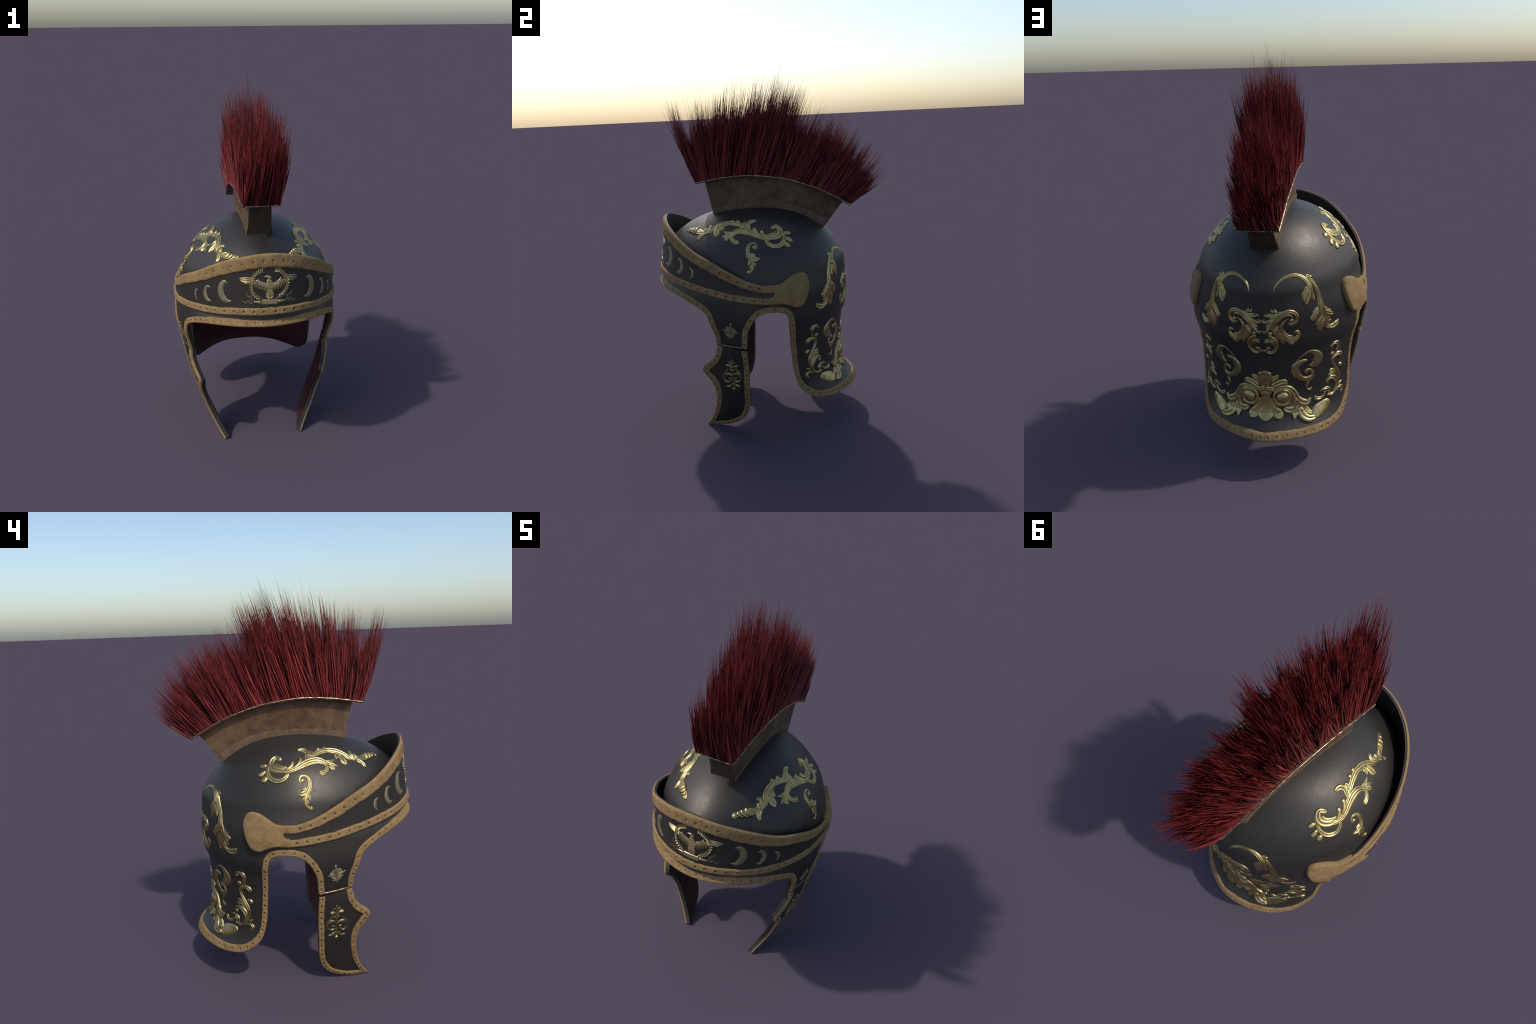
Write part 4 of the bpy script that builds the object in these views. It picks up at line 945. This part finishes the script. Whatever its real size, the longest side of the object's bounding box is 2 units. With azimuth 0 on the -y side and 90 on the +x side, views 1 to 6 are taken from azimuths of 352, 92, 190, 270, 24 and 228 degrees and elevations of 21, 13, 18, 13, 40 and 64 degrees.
# ================================================================== crest holder
CREST_TOP = [(-.430, 1.383), (-.379, 1.391), (-.287, 1.405), (-.19, 1.412), (-.12, 1.412), (-.03, 1.402), (.063, 1.386), (.151, 1.359), (.241, 1.325), (.323, 1.281), (.373, 1.252), (.415, 1.226)]
arc = spline(CREST_TOP, 70)
Tn = np.gradient(arc, axis=0); Tn /= np.linalg.norm(Tn, axis=1, keepdims=True); Nn = np.column_stack([-Tn[:, 1], Tn[:, 0]])
def dome_height(y):
    c = np.where(y < -.104, (-.104 - y) / .622, (y + .104) / .510)
    return DZ0 + DH * np.maximum(1 - c ** DQ, 0) ** (1 / DQ)
def bow(s_): return 4 * s_ * (1 - s_)
def box_row(s_):
    y_top = -.384 + s_ * (.377 + .384); y_bot = -.344 + s_ * (.262 + .344)
    z_top = np.interp(y_top, arc[:, 0], arc[:, 1]) - .008
    return y_top, z_top, y_bot, dome_height(y_bot)
cb = Soup(); rows = []
for s_ in np.linspace(0, 1, 60):
    yt, zt, yb, zb = box_row(s_); row = []
    hw = .058; fl = bow(s_)
    for k in np.linspace(0, 1, 9): row.append((-hw - .006 * (1 - k) - fl * (.004 + .020 * k), yb + (yt - yb) * k, zb - .022 + (zt - zb + .022) * k))
    for k in np.linspace(1, 0, 9): row.append((hw + .006 * (1 - k) + fl * (.004 + .020 * k), yb + (yt - yb) * k, zb - .022 + (zt - zb + .022) * k))
    rows.append(row)
G = np.array(rows); cb.grid(G)
for g, fl in ((G[0], True), (G[-1], False)):
    m = len(g); half = m // 2
    cb.add(g, [((i, i + 1, m - 2 - i, m - 1 - i) if fl else (m - 1 - i, m - 2 - i, i + 1, i)) for i in range(half - 1)], 1)
CREST = build("crest_holder", cb, (BRONZE, END), HELMET, 35)
# rubbed band along the foot of the side plates
for sgn in (1, -1):
    fl = Soup(); s60 = np.linspace(0, 1, 60)
    yb = -.346 + s60 * (.264 + .346); z = dome_height(yb); dy = np.linspace(-.008, .018, 60)
    hb = .024 + .004 * np.array([wob((0, q, 0), 22, 4.0) for q in yb])
    G = np.stack([np.stack([sgn * (.0648 + o + (.004 + .003 * k) * bow(s60)), yb + dy * k, z - .016 + (hb + .016) * k], -1) for o, k in ((.0002, 1.0), (.0012, .9), (.0016, .5), (.0018, 0))], 1)
    fl.grid(G if sgn < 0 else G[:, ::-1]); build("crest_foot", fl, FOOT, CREST)
# top rail: thin plate with a rolled, worn edge
rl = Soup(); wd_ = .096 + .017 * bow(np.linspace(0, 1, len(arc))); wid = .096; prof = [(-1, -.004), (-1, .003), (-.93, .007), (-.6, .003), (.6, .003), (.93, .007), (1, .003), (1, -.004)]
G = np.array([[(w_ * px, a[0] + nn[0] * h, a[1] + nn[1] * h) for px, h in prof] for a, nn, w_ in zip(arc, Nn, wd_)])
rl.grid(G, close_v=True)
for g, fl in ((G[0], 0), (G[-1], 1)): rl.add(g, [tuple(range(len(g)))[::(1 if fl else -1)]])
build("crest_plate", rl, BRONZE, CREST, 35)
for sgn in (1, -1):
    ed = Soup(); ring = np.linspace(0, 2 * math.pi, 8, endpoint=False)
    jag = .0036 * (1 + .35 * R.standard_normal(len(arc)).clip(-1.5, 1.5))
    G = np.array([[(sgn * w_ + r * math.cos(q), a[0] + nn[0] * (.002 + r * math.sin(q)), a[1] + nn[1] * (.002 + r * math.sin(q))) for q in ring] for a, nn, r, w_ in zip(arc, Nn, jag, wd_)])
    ed.grid(G, close_v=True); build("crest_bead", ed, RAIL, CREST)
for a, nn in ((arc[0], Nn[0]), (arc[-1], Nn[-1])):
    ed = Soup(); xs = np.linspace(-wid, wid, 40); jag = .0034 * (1 + .35 * R.standard_normal(40).clip(-1.5, 1.5))
    G = np.array([[(x, a[0] + r * math.cos(q), a[1] + r * math.sin(q)) for q in ring] for x, r in zip(xs, jag)])
    ed.grid(G, close_v=True); build("crest_bead", ed, RAIL, CREST)

# ================================================================== hair plume
lean = hermite([-.43, -.40, -.36, -.31, -.26, -.20, -.11, 0, .03, .07, .20, .29, .37, .41], [-26, -21, -12, -1, 9, 17, 22, 23, 24, 29, 31, 38, 49, 56])   # backwards lean at the root, degrees
reach = hermite([-.43, -.39, -.35, -.27, -.20, -.12, -.04, .005, .045, .09, .15, .20, .29, .37, .41], [.49, .50, .52, .565, .595, .62, .62, .585, .455, .435, .465, .475, .435, .36, .255])
bend = hermite([-.43, -.36, -.28, -.2, .42], [22, 13, 3, -5, -7])
sway = hermite([-.43, -.3, -.1, .1, .42], [7, 4, -.5, -2.5, -2.5])     # sideways lean
half_width = lambda y: .092 + .014 * bow((y + .43) / .845)
g0 = np.random.default_rng(5)
LOCKS = []      # pointed locks of hair: root centre, extra lean, extra sway, length
for iy in range(40):
    for ix in range(5):
        y = -.428 + .84 * (iy + g0.uniform(.1, .9)) / 40
        u = -1 + 2 * (ix + g0.uniform(.1, .9)) / 5
        LOCKS.append((u, y, g0.normal(0, 4.0), g0.normal(0, 4.0), g0.uniform(.80, 1.03)))
def hair(per_lock, seed, w_lo, w_hi, l_lo, l_hi, fade, stray, gather):
    """tapering strands gathered into the locks; l_lo..l_hi is their share of the lock's reach"""
    g = np.random.default_rng(seed); so = Soup()
    nseg = 7; ring = np.array([0, 2, 4]) * math.pi / 3; t = np.linspace(0, 1, nseg + 1)
    for u, yc, dl, ds, lf in LOCKS:
        lock_th = float(lean(yc)) + dl; lock_L = float(reach(yc)) * lf * (1.02 - .30 * abs(u - .05) ** 1.6)
        lock_side = float(sway(yc)) + u * 5.0 + ds; lock_b = float(bend(yc)); xc = u * half_width(yc)
        for i in range(per_lock):
            y0 = float(np.clip(yc + g.normal(0, .014), -.428, .413)); hw = half_width(y0)
            x0 = float(np.clip(xc + g.normal(0, .024), -hw, hw))
            z0 = np.interp(y0, arc[:, 0], arc[:, 1])
            th = lock_th + g.normal(0, stray); L = lock_L * g.uniform(l_lo, l_hi)
            bd = lock_b + g.normal(0, 2.0); side = lock_side + g.normal(0, stray * .8); curl = g.normal(0, 2.5)
            p = np.array([x0, y0, z0 - .004]); pts = [p]
            for k in range(nseg):
                q = (k + .5) / nseg
                a = math.radians(th + bd * q); b_ = math.radians(side * (1 - .35 * q) + curl * q * q)
                p = p + np.array([math.sin(b_), math.sin(a) * math.cos(b_), math.cos(a) * math.cos(b_)]) * L / nseg; pts.append(p)
            pts = np.array(pts)
            pull = gather * (t * L / lock_L) ** 1.4
            pts[:, 0] -= (x0 - xc) * pull; pts[:, 1] -= (y0 - yc) * pull
            wd = g.uniform(w_lo, w_hi) * np.clip((1.02 - t) / fade, 0.04, 1) ** .8
            tw = g.uniform(0, 6.3)
            off = np.stack([np.cos(ring + tw), np.sin(ring + tw), 0 * ring], -1)
            so.grid(pts[:, None] + off[None] * wd[:, None, None], close_v=True)
    return so
build("plume_bristle", hair(12, 11, .0028, .005, .40, .72, .28, 1.6, .45), PLUME, CREST, None, kind="stuff")
fine = hair(17, 12, .0016, .0029, .66, .98, .62, 2.0, .6); fine.merge(hair(2, 13, .0012, .002, .92, 1.04, .8, 3.0, .3))
build("plume_hair", fine, PLUME_DARK, CREST, None, kind="stuff")
